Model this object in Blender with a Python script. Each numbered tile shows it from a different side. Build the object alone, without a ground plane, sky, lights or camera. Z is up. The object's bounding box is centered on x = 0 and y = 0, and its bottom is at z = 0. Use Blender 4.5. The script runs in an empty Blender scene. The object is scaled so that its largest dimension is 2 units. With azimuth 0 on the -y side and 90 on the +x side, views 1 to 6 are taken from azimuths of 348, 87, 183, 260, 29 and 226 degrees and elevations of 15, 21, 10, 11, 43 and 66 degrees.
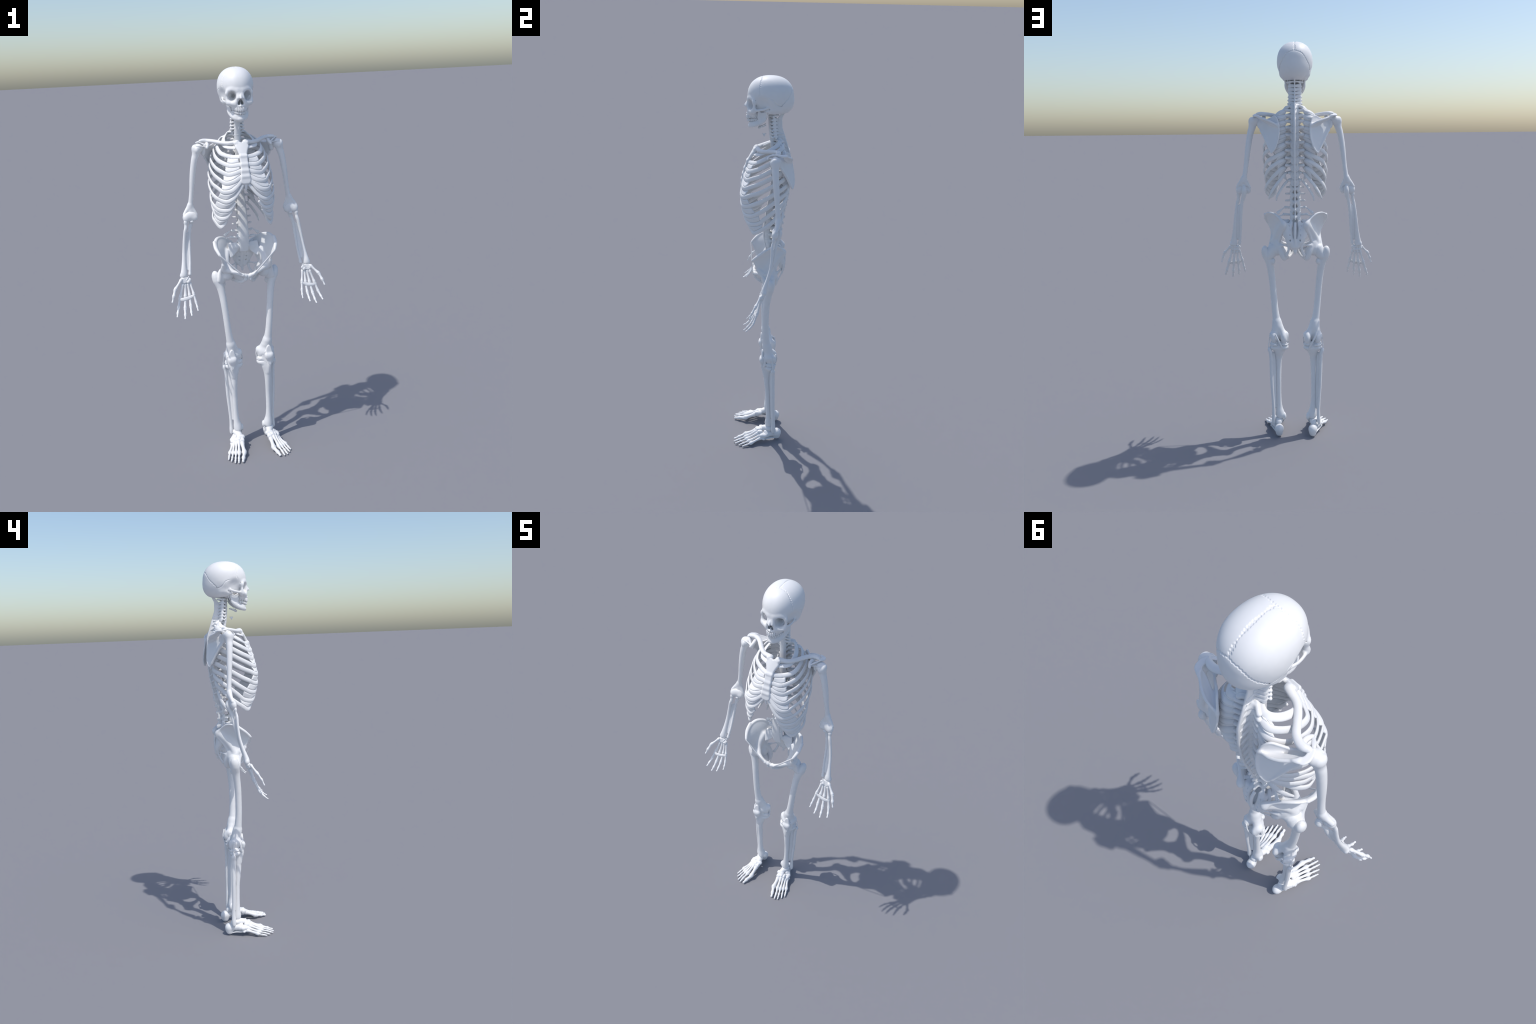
import bpy, math, random
import numpy as np
from mathutils import Vector

random.seed(7)
F = np.float32

# ------------------------------------------------------------------ helpers
def A(*p):
    return np.array(p, dtype=float)

def unit(v):
    v = np.asarray(v, float)
    return v / (np.linalg.norm(v) + 1e-12)

def spline(pts, n=8):
    """Catmull-Rom through control rows (any number of columns); n samples per span."""
    P = np.asarray(pts, float)
    if len(P) == 2:
        t = np.linspace(0, 1, n + 1)[:, None]
        return P[0] * (1 - t) + P[1] * t
    Q = np.vstack([2 * P[0] - P[1], P, 2 * P[-1] - P[-2]])
    out = []
    for i in range(len(P) - 1):
        p0, p1, p2, p3 = Q[i:i + 4]
        for t in np.arange(n) / n:
            out.append(0.5 * (2 * p1 + (p2 - p0) * t + (2 * p0 - 5 * p1 + 4 * p2 - p3) * t * t
                              + (3 * p1 - p0 - 3 * p2 + p3) * t ** 3))
    out.append(P[-1])
    return np.array(out)

def at(pts, u):
    """Catmull-Rom value at parameters u measured in control point indices."""
    P = np.asarray(pts, float)
    Q = np.vstack([2 * P[0] - P[1], P, 2 * P[-1] - P[-2]])
    u = np.clip(np.asarray(u, float), 0, len(P) - 1)
    i = np.minimum(u.astype(int), len(P) - 2)
    t = (u - i)[:, None]
    p0, p1, p2, p3 = Q[i], Q[i + 1], Q[i + 2], Q[i + 3]
    return 0.5 * (2 * p1 + (p2 - p0) * t + (2 * p0 - 5 * p1 + 4 * p2 - p3) * t * t + (3 * p1 - p0 - 3 * p2 + p3) * t ** 3)

def curve(table):
    T = np.array(table, float)
    def f(z):
        return float(np.interp(z, T[:, 0], T[:, 1]))
    return f

# ------------------------------------------------- implicit surface modelling
def smin(a, b, k):
    if k <= 0:
        return np.minimum(a, b)
    h = np.maximum(k - np.abs(a - b), 0) / k
    return np.minimum(a, b) - h * h * (k * 0.25)

class Solid:
    """A smooth solid: tubes, ellipsoids and plates blended together, then polygonised."""
    def __init__(self, res=0.002, mirror=False):
        self.res, self.half, self.ops = res, mirror, []

    def _op(self, f, lo, hi, k, cut):
        self.ops.append((f, np.asarray(lo, float), np.asarray(hi, float), k, cut))
        return self

    def ball(self, c, r, k=0.006, cut=False, axes=None):
        c = np.asarray(c, float)
        r = np.array([r] * 3 if np.isscalar(r) else r, float)
        M = np.eye(3) if axes is None else np.array([unit(a) for a in axes])
        ext = np.sqrt(((M * r[:, None]) ** 2).sum(0))
        def f(X, Y, Z):
            x, y, z = X - F(c[0]), Y - F(c[1]), Z - F(c[2])
            q0 = q1 = 0
            for m, rr in zip(M, r):
                q = (x * F(m[0]) + y * F(m[1]) + z * F(m[2])) / F(rr)
                q0 = q0 + q * q
                q1 = q1 + (q / F(rr)) ** 2
            k0 = np.sqrt(q0)
            return k0 * (k0 - 1) / np.maximum(np.sqrt(q1), 1e-6)
        return self._op(f, c - ext, c + ext, k, cut)

    def tube(self, pts, k=0.006, flat=None, n=5, cut=False):
        """pts rows (x, y, z, r). flat=(direction, factor) squeezes the section along a direction."""
        C = spline(pts, n)
        C[:, 3] = np.maximum(C[:, 3], 0.0004)
        rmax = C[:, 3].max()
        lo, hi = C[:, :3].min(0) - rmax, C[:, :3].max(0) + rmax
        fd, fs = (unit(flat[0]), flat[1]) if flat else (None, 1)
        res, pad = self.res, max(k, 2.5 * self.res)
        def f(X, Y, Z):
            D = np.full(np.broadcast(X, Y, Z).shape, 1.0, F)
            xs, ys, zs = X.ravel(), Y.ravel(), Z.ravel()
            for a, b in zip(C[:-1], C[1:]):
                R = max(a[3], b[3]) + pad
                l, h = np.minimum(a[:3], b[:3]) - R, np.maximum(a[:3], b[:3]) + R
                s = tuple(slice(np.searchsorted(v, l[i]), np.searchsorted(v, h[i])) for i, v in enumerate((xs, ys, zs)))
                if any(q.stop <= q.start for q in s):
                    continue
                x, y, z = X[s[0]] - F(a[0]), Y[:, s[1]] - F(a[1]), Z[:, :, s[2]] - F(a[2])
                d = b[:3] - a[:3]
                L = max(float(d @ d), 1e-12)
                t = np.clip((x * F(d[0]) + y * F(d[1]) + z * F(d[2])) / F(L), 0, 1)
                px, py, pz = x - t * F(d[0]), y - t * F(d[1]), z - t * F(d[2])
                q = px * px + py * py + pz * pz
                if fd is not None:
                    c = px * F(fd[0]) + py * F(fd[1]) + pz * F(fd[2])
                    q = q + c * c * F(1 / fs ** 2 - 1)
                v = np.sqrt(q) - (F(a[3]) + t * F(b[3] - a[3]))
                D[s] = np.minimum(D[s], v)
            return D
        return self._op(f, lo, hi, k, cut)

    def plate(self, outline, thick, rim=0.0, rimw=0.008, inner=(), k=0.006, n=6, order=2, cut=False):
        """Curved plate: closed spline through 3D outline points, bent like a fitted polynomial surface."""
        O = np.asarray(outline, float)
        allp = np.vstack([O, np.asarray(inner, float).reshape(-1, 3)]) if len(inner) else O
        c = allp.mean(0)
        U, V, W = np.linalg.svd(O - O.mean(0), full_matrices=False)[2]
        W = np.cross(U, V)
        def basis(u, v):
            b = [u * 0 + 1, u, v, u * u, u * v, v * v]
            if order > 2:
                b += [u ** 3, u * u * v, u * v * v, v ** 3]
            return b
        u, v, w = (allp - c) @ U, (allp - c) @ V, (allp - c) @ W
        S = 0.1
        B = np.stack(basis(u / S, v / S), 1)
        reg = np.diag([1e-6, 1e-6, 1e-6] + [2e-3] * (B.shape[1] - 3))
        co = np.linalg.solve(B.T @ B + reg, B.T @ w)
        P2 = np.stack([(O - c) @ U, (O - c) @ V], 1)
        L = len(P2)
        loop = spline(np.vstack([P2[-2:], P2, P2[:3]]), n)[2 * n:(L + 2) * n]
        mg = 0.03
        lo2, hi2 = loop.min(0) - mg, loop.max(0) + mg
        st = 0.0012
        gu, gv = np.arange(lo2[0], hi2[0], st), np.arange(lo2[1], hi2[1], st)
        GU, GV = np.meshgrid(gu, gv, indexing='ij')
        best = np.full(GU.shape, 1e9)
        ins = np.zeros(GU.shape, bool)
        for a, b in zip(loop, np.roll(loop, -1, 0)):
            d = b - a
            t = np.clip(((GU - a[0]) * d[0] + (GV - a[1]) * d[1]) / max(d @ d, 1e-12), 0, 1)
            best = np.minimum(best, (GU - a[0] - t * d[0]) ** 2 + (GV - a[1] - t * d[1]) ** 2)
            if abs(d[1]) > 1e-12:
                c1 = (a[1] > GV) != (b[1] > GV)
                ins ^= c1 & (GU < (b[0] - a[0]) * (GV - a[1]) / (b[1] - a[1]) + a[0])
        G = np.sqrt(best).astype(F)
        G[ins] *= -1
        ext = thick + rim + 0.004
        # bounds from the surface of the outline
        lo, hi = allp.min(0) - ext - 0.012, allp.max(0) + ext + 0.012
        def f(X, Y, Z):
            x, y, z = X - F(c[0]), Y - F(c[1]), Z - F(c[2])
            u = x * F(U[0]) + y * F(U[1]) + z * F(U[2])
            v = x * F(V[0]) + y * F(V[1]) + z * F(V[2])
            w = x * F(W[0]) + y * F(W[1]) + z * F(W[2])
            h = 0
            for q, b in zip(co, basis(u / F(S), v / F(S))):
                h = h + F(q) * b
            fu = np.clip((u - F(gu[0])) / F(st), 0, len(gu) - 1.001)
            fv = np.clip((v - F(gv[0])) / F(st), 0, len(gv) - 1.001)
            iu, iv = fu.astype(np.int32), fv.astype(np.int32)
            fu, fv = fu - iu, fv - iv
            d = (G[iu, iv] * (1 - fu) + G[iu + 1, iv] * fu) * (1 - fv) + (G[iu, iv + 1] * (1 - fu) + G[iu + 1, iv + 1] * fu) * fv
            th = F(thick) + F(rim) * np.exp(-(np.minimum(d + F(rim), 0) / F(rimw)) ** 2)
            r = th * F(0.9)
            a = d + r
            b = np.abs(w - h) - th + r
            return np.sqrt(np.maximum(a, 0) ** 2 + np.maximum(b, 0) ** 2) + np.minimum(np.maximum(a, b), 0) - r
        return self._op(f, lo, hi, k, cut)

    def field(self, fn, lo, hi, k=0.006, cut=False):
        return self._op(fn, lo, hi, k, cut)

    def mesh(self, smooth=2):
        res = self.res
        adds = [o for o in self.ops if not o[4]]
        lo = np.min([o[1] for o in adds], 0) - 4 * res
        hi = np.max([o[2] for o in adds], 0) + 4 * res
        if self.half:
            lo[0] = 0.0
        ax = [lo[i] + res * np.arange(int(math.ceil((hi[i] - lo[i]) / res)) + 1) for i in range(3)]
        D = np.full([len(a) for a in ax], 0.1, F)
        for f, l, h, k, cut in self.ops:
            pad = max(k, 0) + 2.5 * res
            s = tuple(slice(max(np.searchsorted(a, l[i] - pad), 0), np.searchsorted(a, h[i] + pad)) for i, a in enumerate(ax))
            if any(q.stop <= q.start for q in s):
                continue
            X = ax[0][s[0]].astype(F)[:, None, None]
            Y = ax[1][s[1]].astype(F)[None, :, None]
            Z = ax[2][s[2]].astype(F)[None, None, :]
            v = f(X, Y, Z)
            D[s] = -smin(-D[s], v, k) if cut else smin(D[s], v, k)
        if self.half:
            D = np.concatenate([D[:0:-1], D], 0)
            lo = lo.copy()
            lo[0] = -ax[0][-1]
        return polygonise(D, lo, res, smooth)

def polygonise(D, lo, res, smooth=2):
    """Surface nets with a little Taubin smoothing."""
    S = D < 0
    n = np.array(D.shape)
    cnt = np.zeros(n - 1, np.int8)
    for i in (0, 1):
        for j in (0, 1):
            for k in (0, 1):
                cnt += S[i:n[0] - 1 + i, j:n[1] - 1 + j, k:n[2] - 1 + k]
    act = np.argwhere((cnt > 0) & (cnt < 8))
    ids = np.full(n - 1, -1, np.int32)
    ids[tuple(act.T)] = np.arange(len(act))
    cv = {}
    for i in (0, 1):
        for j in (0, 1):
            for k in (0, 1):
                cv[i, j, k] = D[act[:, 0] + i, act[:, 1] + j, act[:, 2] + k]
    acc = np.zeros((len(act), 3))
    num = np.zeros(len(act))
    for a in range(3):
        for p in (0, 1):
            for q in (0, 1):
                c0 = [p, q]
                c0.insert(a, 0)
                c1 = list(c0)
                c1[a] = 1
                v0, v1 = cv[tuple(c0)], cv[tuple(c1)]
                mk = (v0 < 0) != (v1 < 0)
                t = v0[mk] / (v0[mk] - v1[mk])
                pos = np.tile(np.array(c0, float), (mk.sum(), 1))
                pos[:, a] = t
                acc[mk] += pos
                num[mk] += 1
    V = (act + acc / num[:, None]) * res + lo
    quads = []
    for a in range(3):
        b, c = (a + 1) % 3, (a + 2) % 3
        s0 = [slice(None)] * 3
        s1 = [slice(None)] * 3
        s0[a], s1[a] = slice(0, -1), slice(1, None)
        ch = np.argwhere(S[tuple(s0)] != S[tuple(s1)])
        ok = (ch[:, b] > 0) & (ch[:, c] > 0) & (ch[:, b] < n[b] - 1) & (ch[:, c] < n[c] - 1)
        ch = ch[ok]
        fl = S[tuple(ch.T)]
        q = []
        for db, dc in ((-1, -1), (0, -1), (0, 0), (-1, 0)):
            e = ch.copy()
            e[:, b] += db
            e[:, c] += dc
            q.append(ids[tuple(e.T)])
        q = np.stack(q, 1)
        q[~fl] = q[~fl][:, ::-1]
        quads.append(q)
    Q = np.vstack(quads)
    if smooth and len(Q):
        E = np.vstack([Q[:, [0, 1]], Q[:, [1, 2]], Q[:, [2, 3]], Q[:, [3, 0]]])
        E = np.vstack([E, E[:, ::-1]])
        deg = np.bincount(E[:, 0], minlength=len(V)).astype(float)
        for it in range(smooth):
            for lam in (0.55, -0.5):
                M = np.stack([np.bincount(E[:, 0], V[E[:, 1], i], len(V)) for i in range(3)], 1) / np.maximum(deg, 1)[:, None]
                V = V + lam * (M - V)
    return V, Q

# ------------------------------------------------------ swept and lofted parts
def sweep(pts, normals=None, seg=14, n=6, caps=3, square=1.0):
    """pts rows (x,y,z,a,b): a half-size along the normal, b half-size across it."""
    C = spline(pts, n)
    P, ra, rb = C[:, :3], np.maximum(C[:, 3], 3e-4), np.maximum(C[:, 4], 3e-4)
    T = np.gradient(P, axis=0)
    T /= np.linalg.norm(T, axis=1)[:, None] + 1e-12
    if callable(normals):
        N = np.array([normals(p) for p in P])
    else:
        N = np.tile(unit(normals if normals is not None else (0.13, 0.21, 0.97)), (len(P), 1)).astype(float)
    N = N - (N * T).sum(1)[:, None] * T
    N /= np.linalg.norm(N, axis=1)[:, None] + 1e-12
    B = np.cross(T, N)
    th = np.arange(seg) / seg * 2 * math.pi
    cs, sn = np.cos(th), np.sin(th)
    if square != 1.0:
        cs, sn = np.sign(cs) * np.abs(cs) ** square, np.sign(sn) * np.abs(sn) ** square
    rings = []
    def ring(p, a, b, nn, bb):
        rings.append(p + a * cs[:, None] * nn + b * sn[:, None] * bb)
    for j in range(caps, 0, -1):
        ang = j / (caps + 0.4) * math.pi / 2
        ring(P[0] - T[0] * min(ra[0], rb[0]) * math.sin(ang), ra[0] * math.cos(ang), rb[0] * math.cos(ang), N[0], B[0])
    for i in range(len(P)):
        ring(P[i], ra[i], rb[i], N[i], B[i])
    for j in range(1, caps + 1):
        ang = j / (caps + 0.4) * math.pi / 2
        ring(P[-1] + T[-1] * min(ra[-1], rb[-1]) * math.sin(ang), ra[-1] * math.cos(ang), rb[-1] * math.cos(ang), N[-1], B[-1])
    V = np.vstack(rings)
    R = len(rings)
    F4 = []
    for i in range(R - 1):
        for j in range(seg):
            k = (j + 1) % seg
            F4.append((i * seg + j, i * seg + k, (i + 1) * seg + k, (i + 1) * seg + j))
    faces = F4 + [tuple(range(seg))[::-1], tuple((R - 1) * seg + j for j in range(seg))]
    return V, faces

def sheet(c0, c1, thick=0.001, m=6, bulge=0.0):
    """Thin solid membrane lofted between two equally sampled curves."""
    c0, c1 = np.asarray(c0, float), np.asarray(c1, float)
    n = len(c0)
    t = np.linspace(0, 1, m)[:, None, None]
    G = c0[None] * (1 - t) + c1[None] * t
    du = np.gradient(G, axis=1)
    dv = np.gradient(G, axis=0)
    N = np.cross(du, dv)
    N /= np.linalg.norm(N, axis=2)[..., None] + 1e-12
    G = G + N * bulge * np.sin(math.pi * t)
    V = np.vstack([(G + N * thick).reshape(-1, 3), (G - N * thick).reshape(-1, 3)])
    o = m * n
    faces = []
    for i in range(m - 1):
        for j in range(n - 1):
            a, b, c, d = i * n + j, i * n + j + 1, (i + 1) * n + j + 1, (i + 1) * n + j
            faces.append((a, b, c, d))
            faces.append((o + d, o + c, o + b, o + a))
    edge = [(i * n, (i + 1) * n) for i in range(m - 1)] + [((m - 1) * n + j, (m - 1) * n + j + 1) for j in range(n - 1)]
    edge += [((i + 1) * n + n - 1, i * n + n - 1) for i in range(m - 1)] + [(j + 1, j) for j in range(n - 1)]
    for a, b in edge:
        faces.append((a, b, o + b, o + a))
    return V, faces

def join(parts):
    VV, FF, o = [], [], 0
    for V, Q in parts:
        VV.append(np.asarray(V, float))
        FF += [tuple(int(i) + o for i in f) for f in Q]
        o += len(V)
    return np.vstack(VV), FF

def flip(vq):
    V, Q = vq
    return np.asarray(V) * A(-1, 1, 1), [tuple(f)[::-1] for f in Q]

# ----------------------------------------------------------------- materials
def material(name, base, vary, rough, scale, bump):
    m = bpy.data.materials.new(name)
    m.use_nodes = True
    nt = m.node_tree
    b = nt.nodes['Principled BSDF']
    tc = nt.nodes.new('ShaderNodeTexCoord')
    no = nt.nodes.new('ShaderNodeTexNoise')
    no.inputs['Scale'].default_value = scale
    no.inputs['Detail'].default_value = 4
    rp = nt.nodes.new('ShaderNodeValToRGB')
    rp.color_ramp.elements[0].position, rp.color_ramp.elements[1].position = 0.35, 0.65
    rp.color_ramp.elements[0].color = (*[c * (1 - vary) for c in base], 1)
    rp.color_ramp.elements[1].color = (*base, 1)
    bp = nt.nodes.new('ShaderNodeBump')
    bp.inputs['Strength'].default_value = bump
    bp.inputs['Distance'].default_value = 0.001
    nt.links.new(tc.outputs['Object'], no.inputs['Vector'])
    nt.links.new(no.outputs['Fac'], rp.inputs['Fac'])
    nt.links.new(rp.outputs['Color'], b.inputs['Base Color'])
    nt.links.new(no.outputs['Fac'], bp.inputs['Height'])
    nt.links.new(bp.outputs['Normal'], b.inputs['Normal'])
    b.inputs['Roughness'].default_value = rough
    b.inputs['Specular IOR Level'].default_value = 0.5
    return m

BONE = material('bone', (0.80, 0.80, 0.80), 0.015, 0.5, 60, 0.04)
CART = material('cartilage', (0.80, 0.80, 0.80), 0.01, 0.5, 90, 0.03)
LIG = material('ligament', (0.80, 0.80, 0.80), 0.02, 0.5, 140, 0.06)
TEETH = material('enamel', (0.80, 0.80, 0.80), 0.01, 0.4, 120, 0.0)

ROOT = bpy.data.objects.new('human_skeleton', None)
bpy.context.scene.collection.objects.link(ROOT)
ROOT['label'] = 'standing white human skeleton with ligaments, palms turned forward'
ROOT['category'] = 'skeleton'

def build(name, vq, mat=BONE, parent=None, kind=None):
    V, Q = vq
    me = bpy.data.meshes.new(name)
    if isinstance(Q, np.ndarray):
        me.vertices.add(len(V))
        me.vertices.foreach_set('co', np.ascontiguousarray(V, F).ravel())
        me.loops.add(Q.size)
        me.loops.foreach_set('vertex_index', np.ascontiguousarray(Q, np.int32).ravel())
        me.polygons.add(len(Q))
        me.polygons.foreach_set('loop_start', np.arange(len(Q), dtype=np.int32) * 4)
        me.update(calc_edges=True)
    else:
        me.from_pydata([tuple(v) for v in V], [], [tuple(int(i) for i in f) for f in Q])
        me.update()
    me.polygons.foreach_set('use_smooth', np.ones(len(me.polygons), bool))
    me.materials.append(mat)
    o = bpy.data.objects.new(name, me)
    bpy.context.scene.collection.objects.link(o)
    o.parent = parent or ROOT
    if kind:
        o['kind'] = kind
    return o

def flipq(vq):
    V, Q = vq
    if isinstance(Q, np.ndarray):
        return V * A(-1, 1, 1), Q[:, ::-1]
    return flip(vq)

def pair(name, vq, mat=BONE, parents=(None, None), kind=None):
    return build(name, vq, mat, parents[0], kind), build(name, flipq(vq), mat, parents[1], kind)

# ===================================================================== SKULL
CAL_C, CAL_R = A(0, 0.025, 1.904), A(0.0868, 0.1120, 0.0963)
def cal_taper(y):
    return 1 - 0.10 * np.clip((0.045 - y) / 0.13, 0, 1) ** 1.5 - 0.06 * np.clip((y - 0.06) / 0.08, 0, 1) ** 2
def cranium(X, Y, Z):
    """Braincase: superellipsoid dome, plain ellipsoid below the widest level."""
    a = np.abs(X / (F(CAL_R[0]) * cal_taper(Y).astype(F)))
    b = np.abs((Y - F(CAL_C[1])) / F(CAL_R[1]))
    dz = Z - F(CAL_C[2])
    c = np.where(dz > 0, dz / F(CAL_R[2]), -dz / F(0.088))
    p = F(2.05) + F(0.22) / (1 + np.exp(-dz / F(0.012)))
    v = (a ** p + b ** p + c ** p) ** (1 / p)
    return (v - 1) * F(0.095)
def on_cranium(d):
    """Point where a ray from the centre in direction d leaves the braincase."""
    d = unit(d)
    lo, hi = 0.02, 0.2
    for _ in range(40):
        m = (lo + hi) / 2
        p = CAL_C + d * m
        v = float(cranium(np.array(p[0], F), np.array(p[1], F), np.array(p[2], F)))
        lo, hi = (m, hi) if v < 0 else (lo, m)
    return CAL_C + d * lo

def suture(points, amp, step=0.0024, seed=1):
    """Wavering line on the braincase through the given points (projected outwards)."""
    rnd = random.Random(seed)
    C = spline([p - CAL_C for p in (A(*q) for q in points)], 12)
    L = np.concatenate([[0], np.cumsum(np.linalg.norm(np.diff(C, axis=0), axis=1))])
    m = max(int(L[-1] / step), 4)
    out = []
    for i, s in enumerate(np.linspace(0, L[-1], m)):
        c = A(*[np.interp(s, L, C[:, j]) for j in range(3)])
        c2 = A(*[np.interp(min(s + 0.002, L[-1]), L, C[:, j]) for j in range(3)])
        side = unit(np.cross(c, c2 - c + 1e-9))
        wob = amp * ((1 if i % 2 else -1) * rnd.uniform(0.3, 1) + 0.6 * math.sin(i * 0.37 + seed))
        if i in (0, m - 1):
            wob = 0
        out.append(on_cranium(c + side * wob))
    return out

def make_skull():
    s = Solid(0.00135, mirror=True)
    s.field(cranium, CAL_C - CAL_R - 0.004, CAL_C + CAL_R + 0.004, 0.0)
    s.ball((0, 0.073, 1.867), (0.056, 0.0575, 0.046), 0.03)           # occiput
    s.ball((0.045, 0.040, 1.845), (0.026, 0.032, 0.024), 0.02)        # temporal base
    s.ball((0.0610, 0.027, 1.838), (0.0115, 0.014, 0.017), 0.010)     # mastoid process
    s.field(lambda X, Y, Z: (Z - F(1.8180) - F(0.75) * np.maximum(X - F(0.050), 0) + 0 * Y) * F(0.85), (0, -0.2, 1.70), (0.2, 0.25, 1.850), 0.012, True)
    # temporal hollow behind the eye socket
    s.ball((0.090, -0.026, 1.866), (0.028, 0.040, 0.036), 0.022, True)
    s.ball((0.078, -0.045, 1.842), (0.030, 0.020, 0.030), 0.014, True)
    # face block
    s.ball((0, -0.050, 1.838), (0.034, 0.036, 0.034), 0.012)
    s.ball((0.020, -0.060, 1.830), (0.024, 0.021, 0.026), 0.010)
    s.tube([(0, -0.0820, 1.8200, 0.0082), (0.011, -0.0785, 1.8200, 0.0083), (0.020, -0.068, 1.8195, 0.0085), (0.0255, -0.052, 1.820, 0.0085), (0.0275, -0.036, 1.822, 0.008)], 0.008)
    s.ball((0, -0.074, 1.889), (0.022, 0.0105, 0.010), 0.014)          # between the eyes
    s.tube([(0.014, -0.0755, 1.892, 0.005), (0.036, -0.0700, 1.8965, 0.005), (0.052, -0.0610, 1.891, 0.005), (0.0580, -0.0575, 1.879, 0.0055)], 0.016)
    s.tube([(0.0580, -0.0575, 1.882, 0.0055), (0.0585, -0.0555, 1.866, 0.0055), (0.0565, -0.0560, 1.846, 0.0085), (0.047, -0.0630, 1.835, 0.0090), (0.031, -0.0720, 1.834, 0.0080), (0.0165, -0.0790, 1.843, 0.0065), (0.0125, -0.0815, 1.866, 0.0045), (0.0115, -0.0800, 1.884, 0.0045)], 0.010)
    s.ball((0.049, -0.0565, 1.836), (0.014, 0.013, 0.012), 0.010)     # cheek bone
    # eye sockets
    s.tube([(0.0370, -0.100, 1.8672, 0.0235), (0.0360, -0.062, 1.8675, 0.0212), (0.027, -0.040, 1.868, 0.013), (0.020, -0.022, 1.868, 0.006)], 0.004, flat=((1, 0, 0), 0.87), cut=True)
    # nose bones
    s.tube([(0, -0.0790, 1.888, 0.007), (0, -0.0850, 1.876, 0.006), (0, -0.0935, 1.865, 0.0060), (0, -0.0985, 1.8575, 0.0052)], 0.006)
    s.tube([(0.006, -0.080, 1.884, 0.006), (0.0085, -0.0870, 1.868, 0.0065), (0.0105, -0.0910, 1.858, 0.0062)], 0.006)
    s.tube([(0.009, -0.0800, 1.876, 0.006), (0.0135, -0.0830, 1.858, 0.0065), (0.0175, -0.0815, 1.845, 0.006), (0.0215, -0.0770, 1.830, 0.0075)], 0.008)
    # nose opening
    for y in (-0.096, -0.078, -0.060):
        s.tube([(0.000, y, 1.8500, 0.0060), (0.0050, y + 0.002, 1.8415, 0.0095), (0.0075, y + 0.004, 1.8325, 0.0102)], 0.0022, cut=True)
    s.tube([(0, -0.084, 1.8260, 0.0032), (0, -0.0915, 1.8215, 0.0022)], 0.004)
    s.tube([(0, -0.070, 1.858, 0.0014), (0, -0.074, 1.826, 0.0014)], 0.002)
    # cheek arch
    s.tube([(0.056, -0.054, 1.842, 0.0085), (0.064, -0.042, 1.8425, 0.0064), (0.0690, -0.020, 1.846, 0.0056), (0.0695, 0.000, 1.852, 0.0056), (0.068, 0.014, 1.858, 0.006), (0.068, 0.028, 1.862, 0.004)], 0.006, flat=((1, 0.1, 0), 0.58))
    s.ball((0.080, 0.017, 1.8485), (0.016, 0.0042, 0.0045), 0.002, True)   # ear opening
    s.ball((0.050, 0.006, 1.838), (0.016, 0.012, 0.008), 0.004)
    s.ball((0.016, 0.018, 1.826), (0.010, 0.016, 0.010), 0.006)            # condyles
    s.tube([(0.030, -0.030, 1.838, 0.006), (0.028, -0.026, 1.815, 0.004)], 0.006)   # pterygoid plates
    s.tube([(0.050, 0.016, 1.832, 0.0032), (0.046, 0.010, 1.812, 0.002), (0.041, 0.000, 1.790, 0.0012)], 0.004)
    # seams between the skull bones
    g = 0.0020
    lines = [
        (suture([(0.064, -0.033, 1.900), (0.070, -0.028, 1.918), (0.062, -0.024, 1.950), (0.035, -0.018, 1.978), (0, -0.012, 1.995)], 0.0024, 0.0042, seed=3), g),
        (suture([(0.0, -0.012, 1.995), (0.0, 0.03, 2.0), (0.0, 0.08, 1.992), (0.0, 0.122, 1.952)], 0.0028, 0.0040, seed=5), g * 1.1),
        (suture([(0.0, 0.122, 1.952), (0.035, 0.118, 1.932), (0.058, 0.105, 1.905), (0.068, 0.085, 1.880), (0.072, 0.076, 1.863)], 0.0026, 0.0044, seed=8), g * 1.1),
        (suture([(0.064, -0.033, 1.900), (0.074, -0.012, 1.899), (0.080, 0.007, 1.903), (0.080, 0.030, 1.896), (0.078, 0.043, 1.880), (0.074, 0.060, 1.868), (0.072, 0.076, 1.863)], 0.0005, seed=9), g * 0.95),
        (suture([(0.072, 0.076, 1.863), (0.064, 0.078, 1.845), (0.050, 0.075, 1.832)], 0.0006, seed=11), g * 0.7),
        (suture([(0.064, -0.033, 1.900), (0.058, -0.048, 1.888)], 0.0004, seed=12), g * 0.8),
    ]
    for L, r in lines:
        s.tube([(*p, r) for p in L], 0.0008, n=1, cut=True)
    return s.mesh(1)

skull = build('skull', make_skull())

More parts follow.
